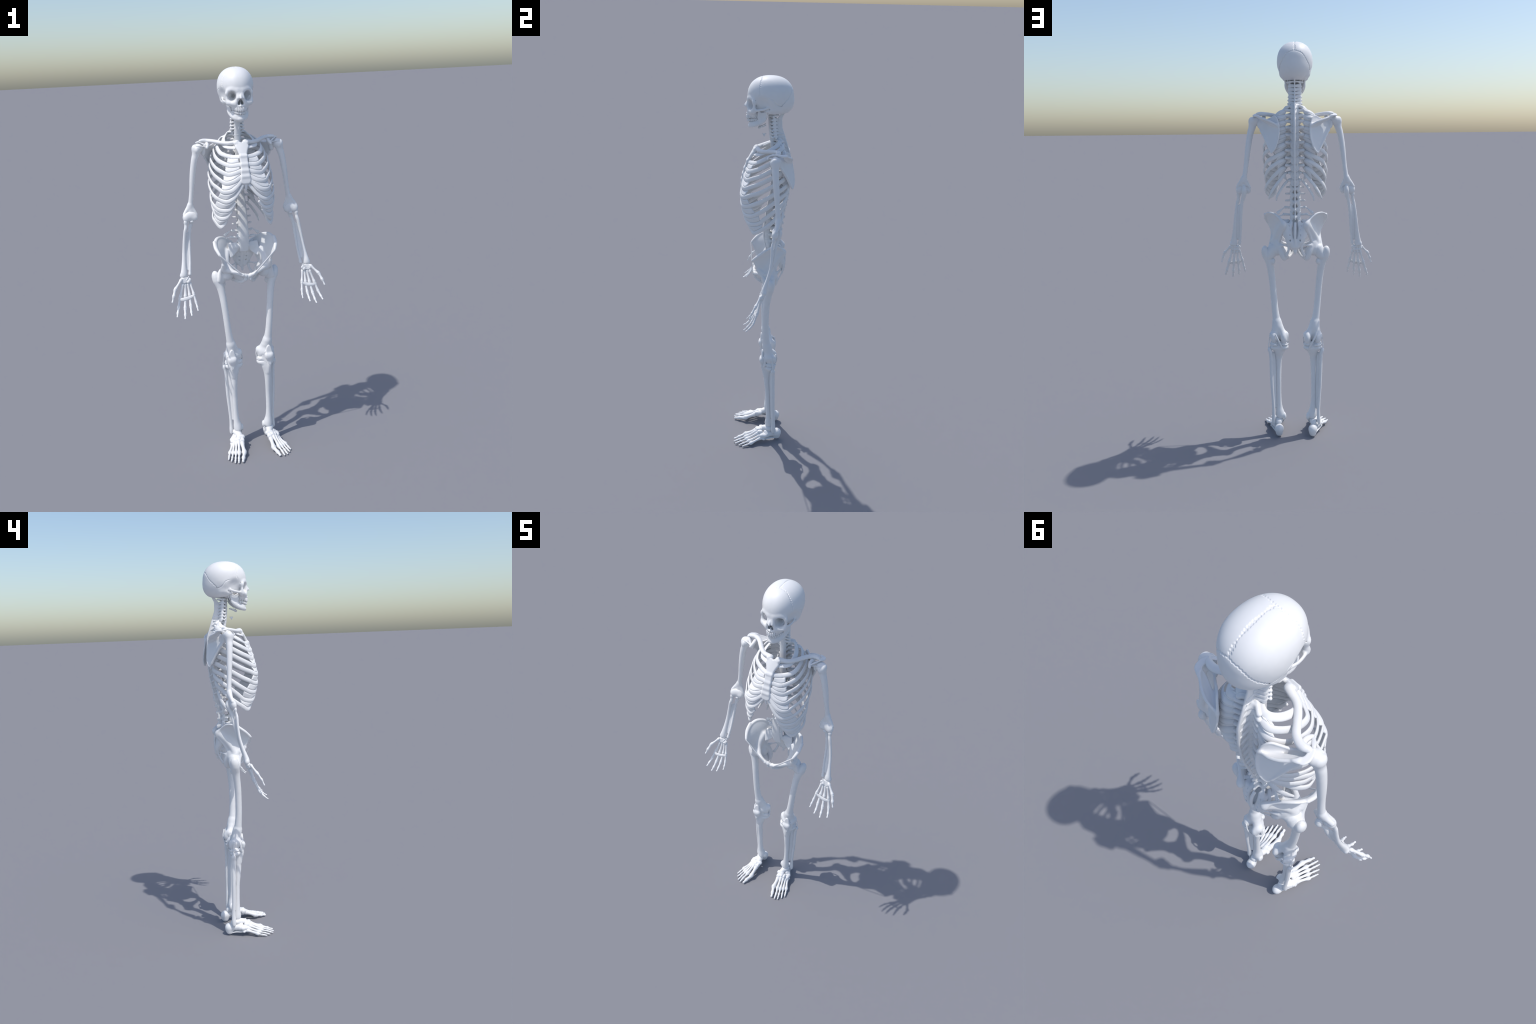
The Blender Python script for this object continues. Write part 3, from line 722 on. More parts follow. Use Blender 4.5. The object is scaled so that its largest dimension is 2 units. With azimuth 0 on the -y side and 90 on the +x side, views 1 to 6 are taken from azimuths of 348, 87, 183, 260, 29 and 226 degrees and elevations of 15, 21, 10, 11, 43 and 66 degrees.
# ===================================================================== THORAX
RIBS = {
 1: [(0.0170, 0.0580, 1.6930), (0.0410, 0.0720, 1.6930), (0.0580, 0.0660, 1.6810), (0.0740, 0.0380, 1.6640), (0.0785, -0.0020, 1.6460), (0.0660, -0.0300, 1.6340), (0.0320, -0.0480, 1.6300)],
 2: [(0.0170, 0.0620, 1.6840), (0.0430, 0.0840, 1.6770), (0.0740, 0.0880, 1.6690), (0.0989, 0.0590, 1.6520), (0.1105, 0.0175, 1.6298), (0.0998, -0.0293, 1.6044), (0.0565, -0.0591, 1.5886), (0.0200, -0.0778, 1.5879)],
 3: [(0.0170, 0.0640, 1.6600), (0.0430, 0.0900, 1.6510), (0.0800, 0.1010, 1.6420), (0.1152, 0.0748, 1.6254), (0.1272, 0.0288, 1.6013), (0.1164, -0.0280, 1.5716), (0.0698, -0.0793, 1.5486), (0.0194, -0.0927, 1.5514)],
 4: [(0.0170, 0.0660, 1.6320), (0.0430, 0.0930, 1.6230), (0.0820, 0.1090, 1.6120), (0.1243, 0.0847, 1.5954), (0.1433, 0.0367, 1.5695), (0.1333, -0.0220, 1.5385), (0.1107, -0.0623, 1.5205), (0.0822, -0.0876, 1.5073), (0.0501, -0.1011, 1.5125), (0.0200, -0.1020, 1.5220)],
 5: [(0.0170, 0.0670, 1.6020), (0.0430, 0.0940, 1.5930), (0.0840, 0.1148, 1.5823), (0.1302, 0.0936, 1.5637), (0.1498, 0.0391, 1.5366), (0.1436, -0.0184, 1.5063), (0.1219, -0.0665, 1.4831), (0.0968, -0.0997, 1.4671), (0.0602, -0.1119, 1.4740), (0.0210, -0.1070, 1.4950)],
 6: [(0.0170, 0.0680, 1.5670), (0.0430, 0.0950, 1.5580), (0.0840, 0.1170, 1.5460), (0.1339, 0.0963, 1.5269), (0.1577, 0.0439, 1.4992), (0.1530, -0.0201, 1.4636), (0.1311, -0.0726, 1.4417), (0.1105, -0.1033, 1.4268), (0.0701, -0.1180, 1.4342), (0.0220, -0.1110, 1.4750)],
 7: [(0.0180, 0.0690, 1.5300), (0.0430, 0.0950, 1.5200), (0.0840, 0.1228, 1.5036), (0.1352, 0.0966, 1.4833), (0.1594, 0.0449, 1.4550), (0.1580, -0.0148, 1.4196), (0.1458, -0.0579, 1.3989), (0.1286, -0.0788, 1.3878), (0.0976, -0.1082, 1.3803), (0.0581, -0.1160, 1.4038), (0.0160, -0.1100, 1.4560)],
 8: [(0.0190, 0.0680, 1.4930), (0.0430, 0.0930, 1.4830), (0.0780, 0.1180, 1.4655), (0.1080, 0.1090, 1.4490), (0.1360, 0.0820, 1.4340), (0.1530, 0.0415, 1.4070), (0.1597, -0.0073, 1.3729), (0.1407, -0.0586, 1.3420), (0.1114, -0.0887, 1.3348), (0.0840, -0.1030, 1.3430), (0.0620, -0.1120, 1.3720)],
 9: [(0.0200, 0.0640, 1.4560), (0.0430, 0.0890, 1.4460), (0.0740, 0.1140, 1.4330), (0.1100, 0.1030, 1.4100), (0.1330, 0.0790, 1.3900), (0.1511, 0.0407, 1.3603), (0.1523, 0.0056, 1.3322), (0.1440, -0.0270, 1.3041), (0.1270, -0.0668, 1.2940), (0.0998, -0.0871, 1.3032), (0.0800, -0.1000, 1.3300)],
 10: [(0.0210, 0.0580, 1.4190), (0.0430, 0.0820, 1.4100), (0.0690, 0.1060, 1.3970), (0.0945, 0.0980, 1.3720), (0.1177, 0.0748, 1.3487), (0.1414, 0.0490, 1.3188), (0.1543, 0.0145, 1.2902), (0.1481, -0.0160, 1.2700), (0.1305, -0.0483, 1.2496), (0.1097, -0.0657, 1.2667), (0.0980, -0.0820, 1.2971)],
 11: [(0.0220, 0.0520, 1.3800), (0.0510, 0.0880, 1.3710), (0.0720, 0.0960, 1.3460), (0.0980, 0.0920, 1.3140), (0.1200, 0.0760, 1.2800), (0.1340, 0.0540, 1.2470)],
 12: [(0.0240, 0.0480, 1.3430), (0.0360, 0.0740, 1.3380), (0.0560, 0.0840, 1.3180), (0.0740, 0.0850, 1.2920), (0.0910, 0.0800, 1.2620), (0.0960, 0.0750, 1.2400)],
}
JOINT = {1: 5, 2: 6, 3: 6, 4: 7, 5: 7, 6: 7, 7: 7, 8: 7, 9: 7, 10: 7}
def outward(p):
    return unit((p[0], (p[1] - 0.005) * 0.9, 0.0))
TILT = {1: 1.6, 2: 0.75, 3: 0.35, 4: 0.15}
def facing(n):
    """Direction the flat side of rib n faces: the top ribs look upwards."""
    def f(p):
        d = A(p[0], (p[1] - 0.005) * 0.9, 0)
        return unit(d + A(0, 0, TILT.get(n, 0) * np.linalg.norm(d)))
    return f

def rib_centre(n, U):
    """Centre line of a rib, set in from the outer surface line of the table."""
    U = np.asarray(U, float)
    P = at(RIBS[n], U)
    N = np.array([facing(n)(p) for p in P])
    return P - N * (0.0032 * np.clip(U - 0.5, 0, 1))[:, None]

def rib_edge(n, U, side, gap=0.0008):
    """Upper (+1) or lower (-1) edge line of a rib."""
    U = np.asarray(U, float)
    P = rib_centre(n, U)
    T = rib_centre(n, np.clip(U + 0.05, 0, len(RIBS[n]) - 1)) - rib_centre(n, np.clip(U - 0.05, 0, len(RIBS[n]) - 1))
    N = np.array([facing(n)(p) for p in P])
    B = np.cross(T, N)
    B /= np.linalg.norm(B, axis=1)[:, None]
    B *= np.sign(B[:, 2:3])
    h = np.array([r[4] for r in rib_rows(n, 0, len(RIBS[n]) - 1, True)])
    h = np.interp(U, np.linspace(0, len(RIBS[n]) - 1, len(h)), h)
    return P + B * ((h * 0.93 + gap) * side)[:, None]

def pad(i, k, a, b, c, d, th=0.0032, seed=0, ragged=0.0):
    """Muscle-like filling between two neighbouring ribs, with rounded borders."""
    n, m = 26, 9
    rnd = random.Random(seed * 7 + i)
    e0, e1 = rib_edge(i, np.linspace(a, b, n), -1), rib_edge(k, np.linspace(c, d, n), 1)
    t = np.linspace(0, 1, m)[:, None, None]
    G = e0[None] * (1 - t) + e1[None] * t
    if ragged:
        for r in range(m):
            G[r, 0] += (G[r, 0] - G[r, 1]) * rnd.uniform(-0.5, 0.9) * ragged
    du, dv = np.gradient(G, axis=1), np.gradient(G, axis=0)
    N = np.cross(du, dv)
    N /= np.linalg.norm(N, axis=2)[..., None] + 1e-12
    x = np.linspace(-1, 1, m)[:, None, None]
    y = np.linspace(-1, 1, n)[None, :, None]
    w = th * (0.35 + 0.65 * np.sqrt(np.clip(1 - x ** 6, 0, 1)) * np.sqrt(np.clip(1 - y ** 24, 0, 1)))
    V = np.vstack([(G + N * w).reshape(-1, 3), (G - N * w).reshape(-1, 3)])
    o = m * n
    faces = []
    for p in range(m - 1):
        for q in range(n - 1):
            v0, v1, v2, v3 = p * n + q, p * n + q + 1, (p + 1) * n + q + 1, (p + 1) * n + q
            faces += [(v0, v1, v2, v3), (o + v3, o + v2, o + v1, o + v0)]
    edge = [(p * n, (p + 1) * n) for p in range(m - 1)] + [((m - 1) * n + q, (m - 1) * n + q + 1) for q in range(n - 1)]
    edge += [((p + 1) * n + n - 1, p * n + n - 1) for p in range(m - 1)] + [(q + 1, q) for q in range(n - 1)]
    return V, faces + [(p, q, o + q, o + p) for p, q in edge]

def rib_rows(n, u0, u1, taper_head):
    U = np.append(np.arange(u0, u1 - 0.05, 0.25), u1)
    P = rib_centre(n, U)
    rows = []
    for u, p in zip(U, P):
        hb, ha = 0.0108, 0.0048
        if n == 1:
            hb, ha = 0.0122, 0.0042
        if n >= 11:
            hb, ha = (0.0092, 0.0044) if n == 11 else (0.0072, 0.0042)
        if taper_head:
            w = min(max(u / 1.6, 0), 1)
            hb = hb * (0.62 + 0.38 * w)
            ha = ha + 0.0016 * (1 - w)
        if n >= 11:
            e = (len(RIBS[n]) - 1 - u)
            hb *= min(1, 0.45 + 0.55 * e)
        rows.append((*p, ha, hb))
    return rows

membranes = []
cage_children = []
for n in range(1, 13):
    nf = facing(n)
    last = len(RIBS[n]) - 1
    j = JOINT.get(n, last)
    cage_children.append(('rib', sweep(rib_rows(n, 0, j - (0.05 if n < 11 else 0), True), nf, seg=14, n=2, caps=2), BONE))
    if n < 11:
        rows = rib_rows(n, j, last, False)
        rows = [(x, y, z, a * 1.05, b * 1.01 * (1 - 0.25 * (i / (len(rows) - 1)) ** 2 if n >= 7 else 1)) for i, (x, y, z, a, b) in enumerate(rows)]
        cage_children.append(('costal_cartilage', sweep(rows, nf, seg=14, n=2, square=0.9), CART))
front = {2: (5.72, 6.9, 5.72, 6.9), 3: (5.72, 6.9, 6.55, 8.9), 4: (6.5, 8.9, 6.55, 8.9), 5: (6.5, 8.9, 6.55, 8.7), 6: (6.5, 8.6, 6.6, 9.0), 7: (6.5, 8.9, 6.65, 9.4), 8: (6.5, 9.3, 6.65, 9.3), 9: (6.6, 9.2, 6.75, 9.4)}
for i, r in front.items():
    membranes.append(pad(i, i + 1, *r, th=0.0036, seed=1, ragged=1.0 if i < 6 else 0.3))
for i in range(1, 12):
    e0, e1 = {1: (2.2, 2.3), 10: (2.7, 2.3), 11: (1.7, 1.1)}.get(i, (2.4, 2.4) if i < 7 else (2.45, 2.5))
    membranes.append(pad(i, i + 1, 1.05, e0, 1.05, e1, th=0.0028 if i < 11 else 0.0012, seed=2))
cage = join([q for q in membranes] + [flip(q) for q in membranes])
rib_cage = build('rib_cage', cage, LIG)
for nm, vq, mt in cage_children:
    pair(nm, vq, mt, (rib_cage, rib_cage))

def sym(half):
    """Outline given for one side, from the midline round to the midline, mirrored."""
    return [tuple(p) for p in half] + [(-x, y, z) for x, y, z in half[::-1] if x > 1e-6]
def make_sternum():
    s = Solid(0.0016, mirror=True)
    s.plate(sym([(0.0, -0.0475, 1.650), (0.010, -0.0450, 1.654), (0.022, -0.043, 1.652), (0.032, -0.049, 1.638), (0.0335, -0.055, 1.629), (0.026, -0.064, 1.614), (0.0200, -0.074, 1.597), (0.0190, -0.079, 1.587), (0.0, -0.079, 1.586)]), 0.0072, k=0.004)
    s.plate(sym([(0.0, -0.0805, 1.590), (0.0180, -0.0800, 1.589), (0.0190, -0.090, 1.560), (0.0195, -0.0985, 1.535), (0.0220, -0.105, 1.508), (0.0250, -0.1085, 1.485), (0.0242, -0.1105, 1.470), (0.015, -0.1115, 1.459), (0.0, -0.1115, 1.458)]), 0.0068, k=0.003)
    for z, y in ((1.590, -0.0865), (1.551, -0.0985), (1.522, -0.1065), (1.495, -0.1120)):
        s.tube([(0, y + 0.0018, z, 0.0020), (0.014, y + 0.0018, z, 0.0020)], 0.014)
    s.tube([(0, -0.1105, 1.463, 0.008), (0, -0.108, 1.448, 0.0075), (0, -0.1045, 1.430, 0.0045)], 0.004, flat=((0, 1, 0), 0.5))
    s.ball((0.0265, -0.043, 1.648), 0.0115, 0.005)
    return s.mesh(2)
build('sternum', make_sternum(), parent=rib_cage)

# ============================================================ SHOULDER GIRDLE
def make_clavicle():
    s = Solid(0.0016)
    s.tube([(0.0210, -0.038, 1.651, 0.0145), (0.033, -0.033, 1.650, 0.0128), (0.060, -0.024, 1.648, 0.0118), (0.086, -0.004, 1.650, 0.0114), (0.110, 0.024, 1.655, 0.0114), (0.130, 0.047, 1.658, 0.0116), (0.150, 0.059, 1.660, 0.0118), (0.166, 0.061, 1.661, 0.0120), (0.180, 0.057, 1.6605, 0.0100)], 0.004, flat=((0, 0.1, 1), 0.84))
    return s.mesh(2)
pair('collar_bone', make_clavicle())

def make_scapula():
    s = Solid(0.0018)
    s.plate([(0.097, 0.108, 1.652), (0.081, 0.122, 1.634), (0.0735, 0.130, 1.607), (0.0720, 0.139, 1.575), (0.0765, 0.145, 1.535), (0.088, 0.147, 1.500), (0.1025, 0.142, 1.478), (0.113, 0.135, 1.471), (0.122, 0.127, 1.488), (0.139, 0.110, 1.529), (0.158, 0.087, 1.566), (0.174, 0.067, 1.594),
             (0.172, 0.057, 1.620), (0.160, 0.060, 1.636), (0.140, 0.072, 1.634), (0.118, 0.088, 1.642)], 0.0019, 0.0022, 0.006, k=0.008, order=3,
            inner=[(0.115, 0.110, 1.575), (0.13, 0.095, 1.60), (0.11, 0.124, 1.53)])
    # socket end
    s.ball((0.1725, 0.057, 1.612), (0.012, 0.015, 0.022), 0.012, axes=((0.9, -0.45, 0), (0.45, 0.9, 0), (0, 0, 1)))
    s.tube([(0.166, 0.078, 1.580, 0.005), (0.158, 0.086, 1.567, 0.0045), (0.140, 0.107, 1.530, 0.0048), (0.122, 0.125, 1.490, 0.004)], 0.008)
    # ridge running out into the acromion
    s.plate([(0.0745, 0.130, 1.604), (0.092, 0.1335, 1.611), (0.115, 0.1340, 1.622), (0.140, 0.124, 1.635), (0.165, 0.107, 1.646), (0.184, 0.097, 1.649), (0.180, 0.082, 1.646), (0.155, 0.085, 1.631), (0.125, 0.100, 1.613), (0.10, 0.115, 1.603)], 0.0026, 0.0028, 0.005, k=0.012)
    s.plate([(0.168, 0.102, 1.647), (0.186, 0.100, 1.650), (0.199, 0.093, 1.650), (0.205, 0.078, 1.651), (0.203, 0.060, 1.655), (0.196, 0.045, 1.659), (0.186, 0.045, 1.660), (0.182, 0.058, 1.658), (0.184, 0.074, 1.654), (0.176, 0.088, 1.649)], 0.0042, k=0.008)
    # beak process
    s.tube([(0.160, 0.054, 1.632, 0.010), (0.154, 0.046, 1.645, 0.0092), (0.152, 0.032, 1.644, 0.0084), (0.155, 0.018, 1.637, 0.0075), (0.158, 0.012, 1.631, 0.0068)], 0.008)
    return s.mesh(2)
pair('shoulder_blade', make_scapula())
sl = [sweep([(0.148, 0.050, 1.648, 0.002, 0.005), (0.146, 0.055, 1.660, 0.002, 0.006)], normals=(0, 1, 0), seg=8, n=4),
      sweep([(0.157, 0.014, 1.640, 0.0015, 0.004), (0.178, 0.034, 1.652, 0.0015, 0.006), (0.195, 0.055, 1.656, 0.0015, 0.004)], normals=(0, 0, 1), seg=8, n=4),
      sweep([(0.158, 0.012, 1.637, 0.002, 0.003), (0.176, 0.024, 1.638, 0.002, 0.004), (0.206, 0.030, 1.640, 0.002, 0.003)], normals=(0, 0, 1), seg=8, n=4)]
pair('shoulder_ligament', join(sl), LIG)

# ======================================================================== ARM
def make_humerus():
    s = Solid(0.0018)
    s.ball((0.1960, 0.049, 1.6285), (0.0245, 0.0245, 0.0215), 0.008)
    s.ball((0.2135, 0.046, 1.630), (0.0135, 0.019, 0.0165), 0.006)
    s.ball((0.204, 0.027, 1.622), (0.009, 0.008, 0.013), 0.006)
    s.tube([(0.207, 0.045, 1.616, 0.0205), (0.2115, 0.0455, 1.595, 0.0175), (0.219, 0.046, 1.572, 0.0160), (0.228, 0.0495, 1.525, 0.0150), (0.235, 0.0535, 1.475, 0.0138), (0.241, 0.057, 1.425, 0.0118), (0.248, 0.061, 1.375, 0.0118), (0.255, 0.0625, 1.338, 0.0130), (0.256, 0.058, 1.315, 0.0130)], 0.010, n=6)
    s.tube([(0.252, 0.062, 1.350, 0.0095), (0.238, 0.059, 1.322, 0.0095), (0.2275, 0.056, 1.303, 0.0078), (0.2255, 0.056, 1.298, 0.0060)], 0.010)
    s.tube([(0.257, 0.062, 1.350, 0.0095), (0.274, 0.057, 1.325, 0.0098), (0.2855, 0.052, 1.308, 0.0090)], 0.010)
    s.tube([(0.2365, 0.050, 1.289, 0.0135), (0.250, 0.050, 1.292, 0.0105), (0.262, 0.049, 1.292, 0.0125), (0.2795, 0.047, 1.293, 0.0140), (0.2840, 0.047, 1.296, 0.0120)], 0.006)
    s.ball((0.256, 0.076, 1.318), (0.011, 0.008, 0.010), 0.004, True)
    return s.mesh(2)
pair('humerus', make_humerus())

def make_ulna():
    s = Solid(0.0016)
    s.tube([(0.2525, 0.070, 1.303, 0.0105), (0.2530, 0.0715, 1.288, 0.0125), (0.2550, 0.064, 1.268, 0.0120), (0.2600, 0.057, 1.248, 0.0098), (0.2665, 0.0525, 1.228, 0.0084), (0.2725, 0.046, 1.183, 0.0078), (0.2760, 0.035, 1.130, 0.0066), (0.2795, 0.021, 1.078, 0.0060), (0.2855, 0.007, 1.032, 0.0068), (0.2880, 0.002, 1.014, 0.0085)], 0.006, n=6)
    s.ball((0.2545, 0.045, 1.271), (0.011, 0.010, 0.008), 0.008)
    s.tube([(0.2890, 0.004, 1.014, 0.004), (0.2885, 0.004, 1.004, 0.003)], 0.004)
    s.tube([(0.2300, 0.047, 1.291, 0.0145), (0.272, 0.045, 1.293, 0.0145)], 0.003, cut=True)
    return s.mesh(2)
def make_radius():
    s = Solid(0.0016)
    s.tube([(0.2835, 0.042, 1.273, 0.0102), (0.2840, 0.0415, 1.268, 0.0108), (0.2850, 0.040, 1.256, 0.0080), (0.2870, 0.036, 1.240, 0.0086), (0.2915, 0.0345, 1.225, 0.0085), (0.2985, 0.034, 1.183, 0.0082), (0.3050, 0.029, 1.130, 0.0088), (0.3100, 0.018, 1.082, 0.0105), (0.3145, 0.007, 1.045, 0.0135), (0.3170, 0.001, 1.022, 0.0170), (0.3175, -0.001, 1.012, 0.0178)], 0.006, flat=((0.25, 0.97, 0.1), 0.78), n=6)
    s.ball((0.331, 0.001, 1.010), (0.007, 0.009, 0.010), 0.008)
    s.ball((0.312, -0.004, 0.997), (0.022, 0.014, 0.0085), 0.003, True)
    return s.mesh(2)
s = Solid(0.0018)
s.ball((0.2590, 0.0500, 1.2960), (0.0350, 0.0155, 0.0245), 0.0)
s.ball((0.2800, 0.0460, 1.2870), (0.0150, 0.0130, 0.0190), 0.012)
s.ball((0.2360, 0.0480, 1.2860), (0.0130, 0.0110, 0.0130), 0.012)
pair('elbow_capsule', s.mesh(2), LIG)
pair('ulna', make_ulna())
pair('radius', make_radius())
u = at([(0.264, 0.054, 1.236), (0.2725, 0.046, 1.183), (0.2760, 0.035, 1.130), (0.2795, 0.021, 1.078), (0.286, 0.006, 1.030)], np.linspace(0.15, 4, 30))
r = at([(0.289, 0.036, 1.236), (0.2985, 0.034, 1.183), (0.3050, 0.029, 1.130), (0.3100, 0.018, 1.082), (0.314, 0.006, 1.036)], np.linspace(0.55, 4, 30))
pair('forearm_membrane', sheet(u, r, 0.0009), LIG)

# ======================================================================= HAND
FINGERS = {
 'thumb': [(0.3340, -0.016, 0.996), (0.371, -0.043, 0.956), (0.383, -0.061, 0.926), (0.392, -0.071, 0.900)],
 'index': [(0.3290, -0.016, 0.972), (0.349, -0.034, 0.907), (0.363, -0.052, 0.861), (0.371, -0.072, 0.840), (0.375, -0.087, 0.828)],
 'middle': [(0.3160, -0.011, 0.972), (0.323, -0.034, 0.908), (0.331, -0.059, 0.856), (0.335, -0.081, 0.830), (0.338, -0.097, 0.817)],
 'ring': [(0.3035, -0.010, 0.972), (0.301, -0.032, 0.911), (0.302, -0.058, 0.864), (0.304, -0.080, 0.840), (0.304, -0.097, 0.830)],
 'little': [(0.2920, -0.011, 0.974), (0.280, -0.037, 0.918), (0.274, -0.054, 0.879), (0.271, -0.069, 0.860), (0.270, -0.082, 0.846)],
}
def long_bone(p, q, r0, rm, r1, flat=1.0, end=0.0):
    p, q = A(*p), A(*q)
    d = q - p
    L = np.linalg.norm(d)
    rows = []
    for t, r in ((r0 * 0.15 / L, r0 * 0.92), (0.10, r0), (0.26, (r0 + 2 * rm) / 3), (0.5, rm), (0.74, (r1 + 2 * rm) / 3), (0.90, r1), (1 - r1 * 0.2 / L - end, r1 * 0.95)):
        rows.append((*(p + d * t), r * flat, r))
    return sweep(rows, normals=(0, -1, 0.2), seg=14, n=4)

def make_carpus():
    s = Solid(0.0014)
    for c, r in (((0.3265, -0.005, 0.9965), (0.0095, 0.009, 0.010)), ((0.3125, -0.002, 0.9985), (0.009, 0.010, 0.0095)), ((0.2985, -0.002, 0.9955), (0.008, 0.009, 0.009)), ((0.2905, -0.015, 0.990), (0.006, 0.0055, 0.0075)),
                 ((0.3335, -0.014, 0.9865), (0.008, 0.0085, 0.009)), ((0.3245, -0.010, 0.981), (0.007, 0.009, 0.008)), ((0.3130, -0.007, 0.983), (0.008, 0.010, 0.012)), ((0.3000, -0.007, 0.9815), (0.009, 0.010, 0.010)), ((0.300, -0.018, 0.981), (0.006, 0.006, 0.007))):
        s.ball(c, r, 0.0035)
    # palmar ligament arch over the wrist bones
    s.plate([(0.2895, -0.016, 0.994), (0.289, -0.017, 0.981), (0.300, -0.021, 0.972), (0.310, -0.018, 0.978), (0.320, -0.018, 0.974), (0.332, -0.021, 0.980), (0.335, -0.019, 0.993), (0.322, -0.013, 1.002), (0.308, -0.012, 1.003), (0.296, -0.014, 1.002)], 0.0022, k=0.004)
    return s.mesh(1)
hand = pair('hand', make_carpus())
for nm, pts in FINGERS.items():
    big = {'thumb': 1.05, 'index': 1.0, 'middle': 1.05, 'ring': 0.98, 'little': 0.86}[nm]
    pair('metacarpal', long_bone(pts[0], pts[1], 0.0080 * big, 0.0052 * big, 0.0084 * big, 0.95), BONE, hand)
    sizes = [(0.0082, 0.0058, 0.0078), (0.0074, 0.0050, 0.0064), (0.0060, 0.0034, 0.0042)]
    if nm == 'thumb':
        sizes = [sizes[0], (0.0068, 0.0038, 0.0044)]
    for k, (a, b, c) in enumerate(sizes):
        pair('finger_bone', long_bone(pts[k + 1], pts[k + 2], a * big, b * big, c * big, 0.82), BONE, hand)
hl = [sweep([(0.356, -0.038, 0.904, 0.0022, 0.007), (0.342, -0.0425, 0.901, 0.0022, 0.0078), (0.325, -0.0445, 0.902, 0.0022, 0.0082), (0.304, -0.0425, 0.906, 0.0022, 0.0080), (0.288, -0.042, 0.912, 0.0022, 0.0065), (0.279, -0.043, 0.917, 0.002, 0.005)], normals=(0, -1, 0.3), seg=12),
      sweep([(0.296, -0.014, 1.008, 0.0016, 0.0025), (0.303, -0.017, 0.998, 0.0016, 0.0025), (0.309, -0.019, 0.990, 0.0016, 0.002)], normals=(0, -1, 0), seg=8)]
pair('palm_ligament', join(hl), LIG, hand)

# ======================================================================== LEG
def make_femur():
    s = Solid(0.0019)
    s.ball(HEAD, 0.0265, 0.006)
    s.tube([(0.103, 0.030, 0.984, 0.020), (0.126, 0.033, 0.973, 0.0180), (0.148, 0.035, 0.962, 0.0215)], 0.010)
    s.ball((0.1565, 0.038, 0.982), (0.0165, 0.0205, 0.0235), 0.008)
    s.ball((0.113, 0.046, 0.927), (0.0105, 0.011, 0.016), 0.010)
    s.tube([(0.150, 0.035, 0.970, 0.0215), (0.1445, 0.033, 0.950, 0.0230), (0.134, 0.029, 0.920, 0.0205), (0.1275, 0.0245, 0.880, 0.0182), (0.1225, 0.0205, 0.835, 0.0172), (0.1170, 0.0190, 0.775, 0.0168), (0.1120, 0.0195, 0.710, 0.0168), (0.1065, 0.0225, 0.655, 0.0178), (0.1000, 0.0270, 0.608, 0.0208), (0.0950, 0.0320, 0.578, 0.0235)], 0.010, n=5)
    s.tube([(0.098, 0.029, 0.600, 0.0185), (0.080, 0.040, 0.566, 0.0190), (0.064, 0.050, 0.540, 0.0190)], 0.014)
    s.tube([(0.098, 0.030, 0.600, 0.0185), (0.106, 0.040, 0.566, 0.0190), (0.1135, 0.048, 0.540, 0.0180)], 0.014)
    s.ball((0.0610, 0.056, 0.524), (0.0185, 0.0300, 0.0330), 0.008)
    s.ball((0.1120, 0.053, 0.524), (0.0185, 0.0290, 0.0315), 0.008)
    s.ball((0.0520, 0.052, 0.541), (0.0130, 0.0150, 0.0150), 0.012)
    s.ball((0.1235, 0.052, 0.536), (0.0115, 0.0150, 0.0150), 0.012)
    s.ball((0.0940, 0.0290, 0.5340), (0.0360, 0.0210, 0.0320), 0.014)
    s.ball((0.0870, 0.080, 0.518), (0.0090, 0.0240, 0.0270), 0.006, True)
    return s.mesh(2)
pair('femur', make_femur())

def make_patella():
    s = Solid(0.0016)
    for sx in (-1, 1):
        s.ball((0.0990 + sx * 0.0105, 0.0035, 0.5215), (0.0130, 0.0110, 0.0145), 0.014)
    s.ball((0.0990, 0.0040, 0.5080), (0.0160, 0.0095, 0.0160), 0.014)
    s.plate([(0.087, 0.0085, 0.566), (0.099, 0.0075, 0.5785), (0.111, 0.0085, 0.566), (0.117, 0.0065, 0.540), (0.118, 0.006, 0.522), (0.081, 0.006, 0.522), (0.082, 0.0065, 0.540)], 0.0060, k=0.007, n=5)
    s.plate([(0.083, 0.0040, 0.512), (0.115, 0.0040, 0.512), (0.112, 0.0045, 0.490), (0.107, 0.0040, 0.466), (0.096, 0.0040, 0.466), (0.087, 0.0045, 0.490)], 0.0046, k=0.008, n=5)
    return s.mesh(2)
pair('kneecap', make_patella())
s = Solid(0.0018)
s.plate([(0.114, 0.0070, 0.545), (0.128, 0.022, 0.530), (0.126, 0.022, 0.494), (0.112, 0.010, 0.474), (0.106, 0.007, 0.510)], 0.0030, k=0.006)
s.plate([(0.084, 0.0070, 0.545), (0.066, 0.022, 0.530), (0.066, 0.022, 0.494), (0.088, 0.011, 0.474), (0.092, 0.007, 0.510)], 0.0030, k=0.006)
s.ball((0.0640, 0.0480, 0.4960), (0.0235, 0.0290, 0.0150), 0.010)
s.ball((0.1100, 0.0480, 0.4960), (0.0230, 0.0270, 0.0150), 0.010)
pair('knee_capsule', s.mesh(2), LIG)

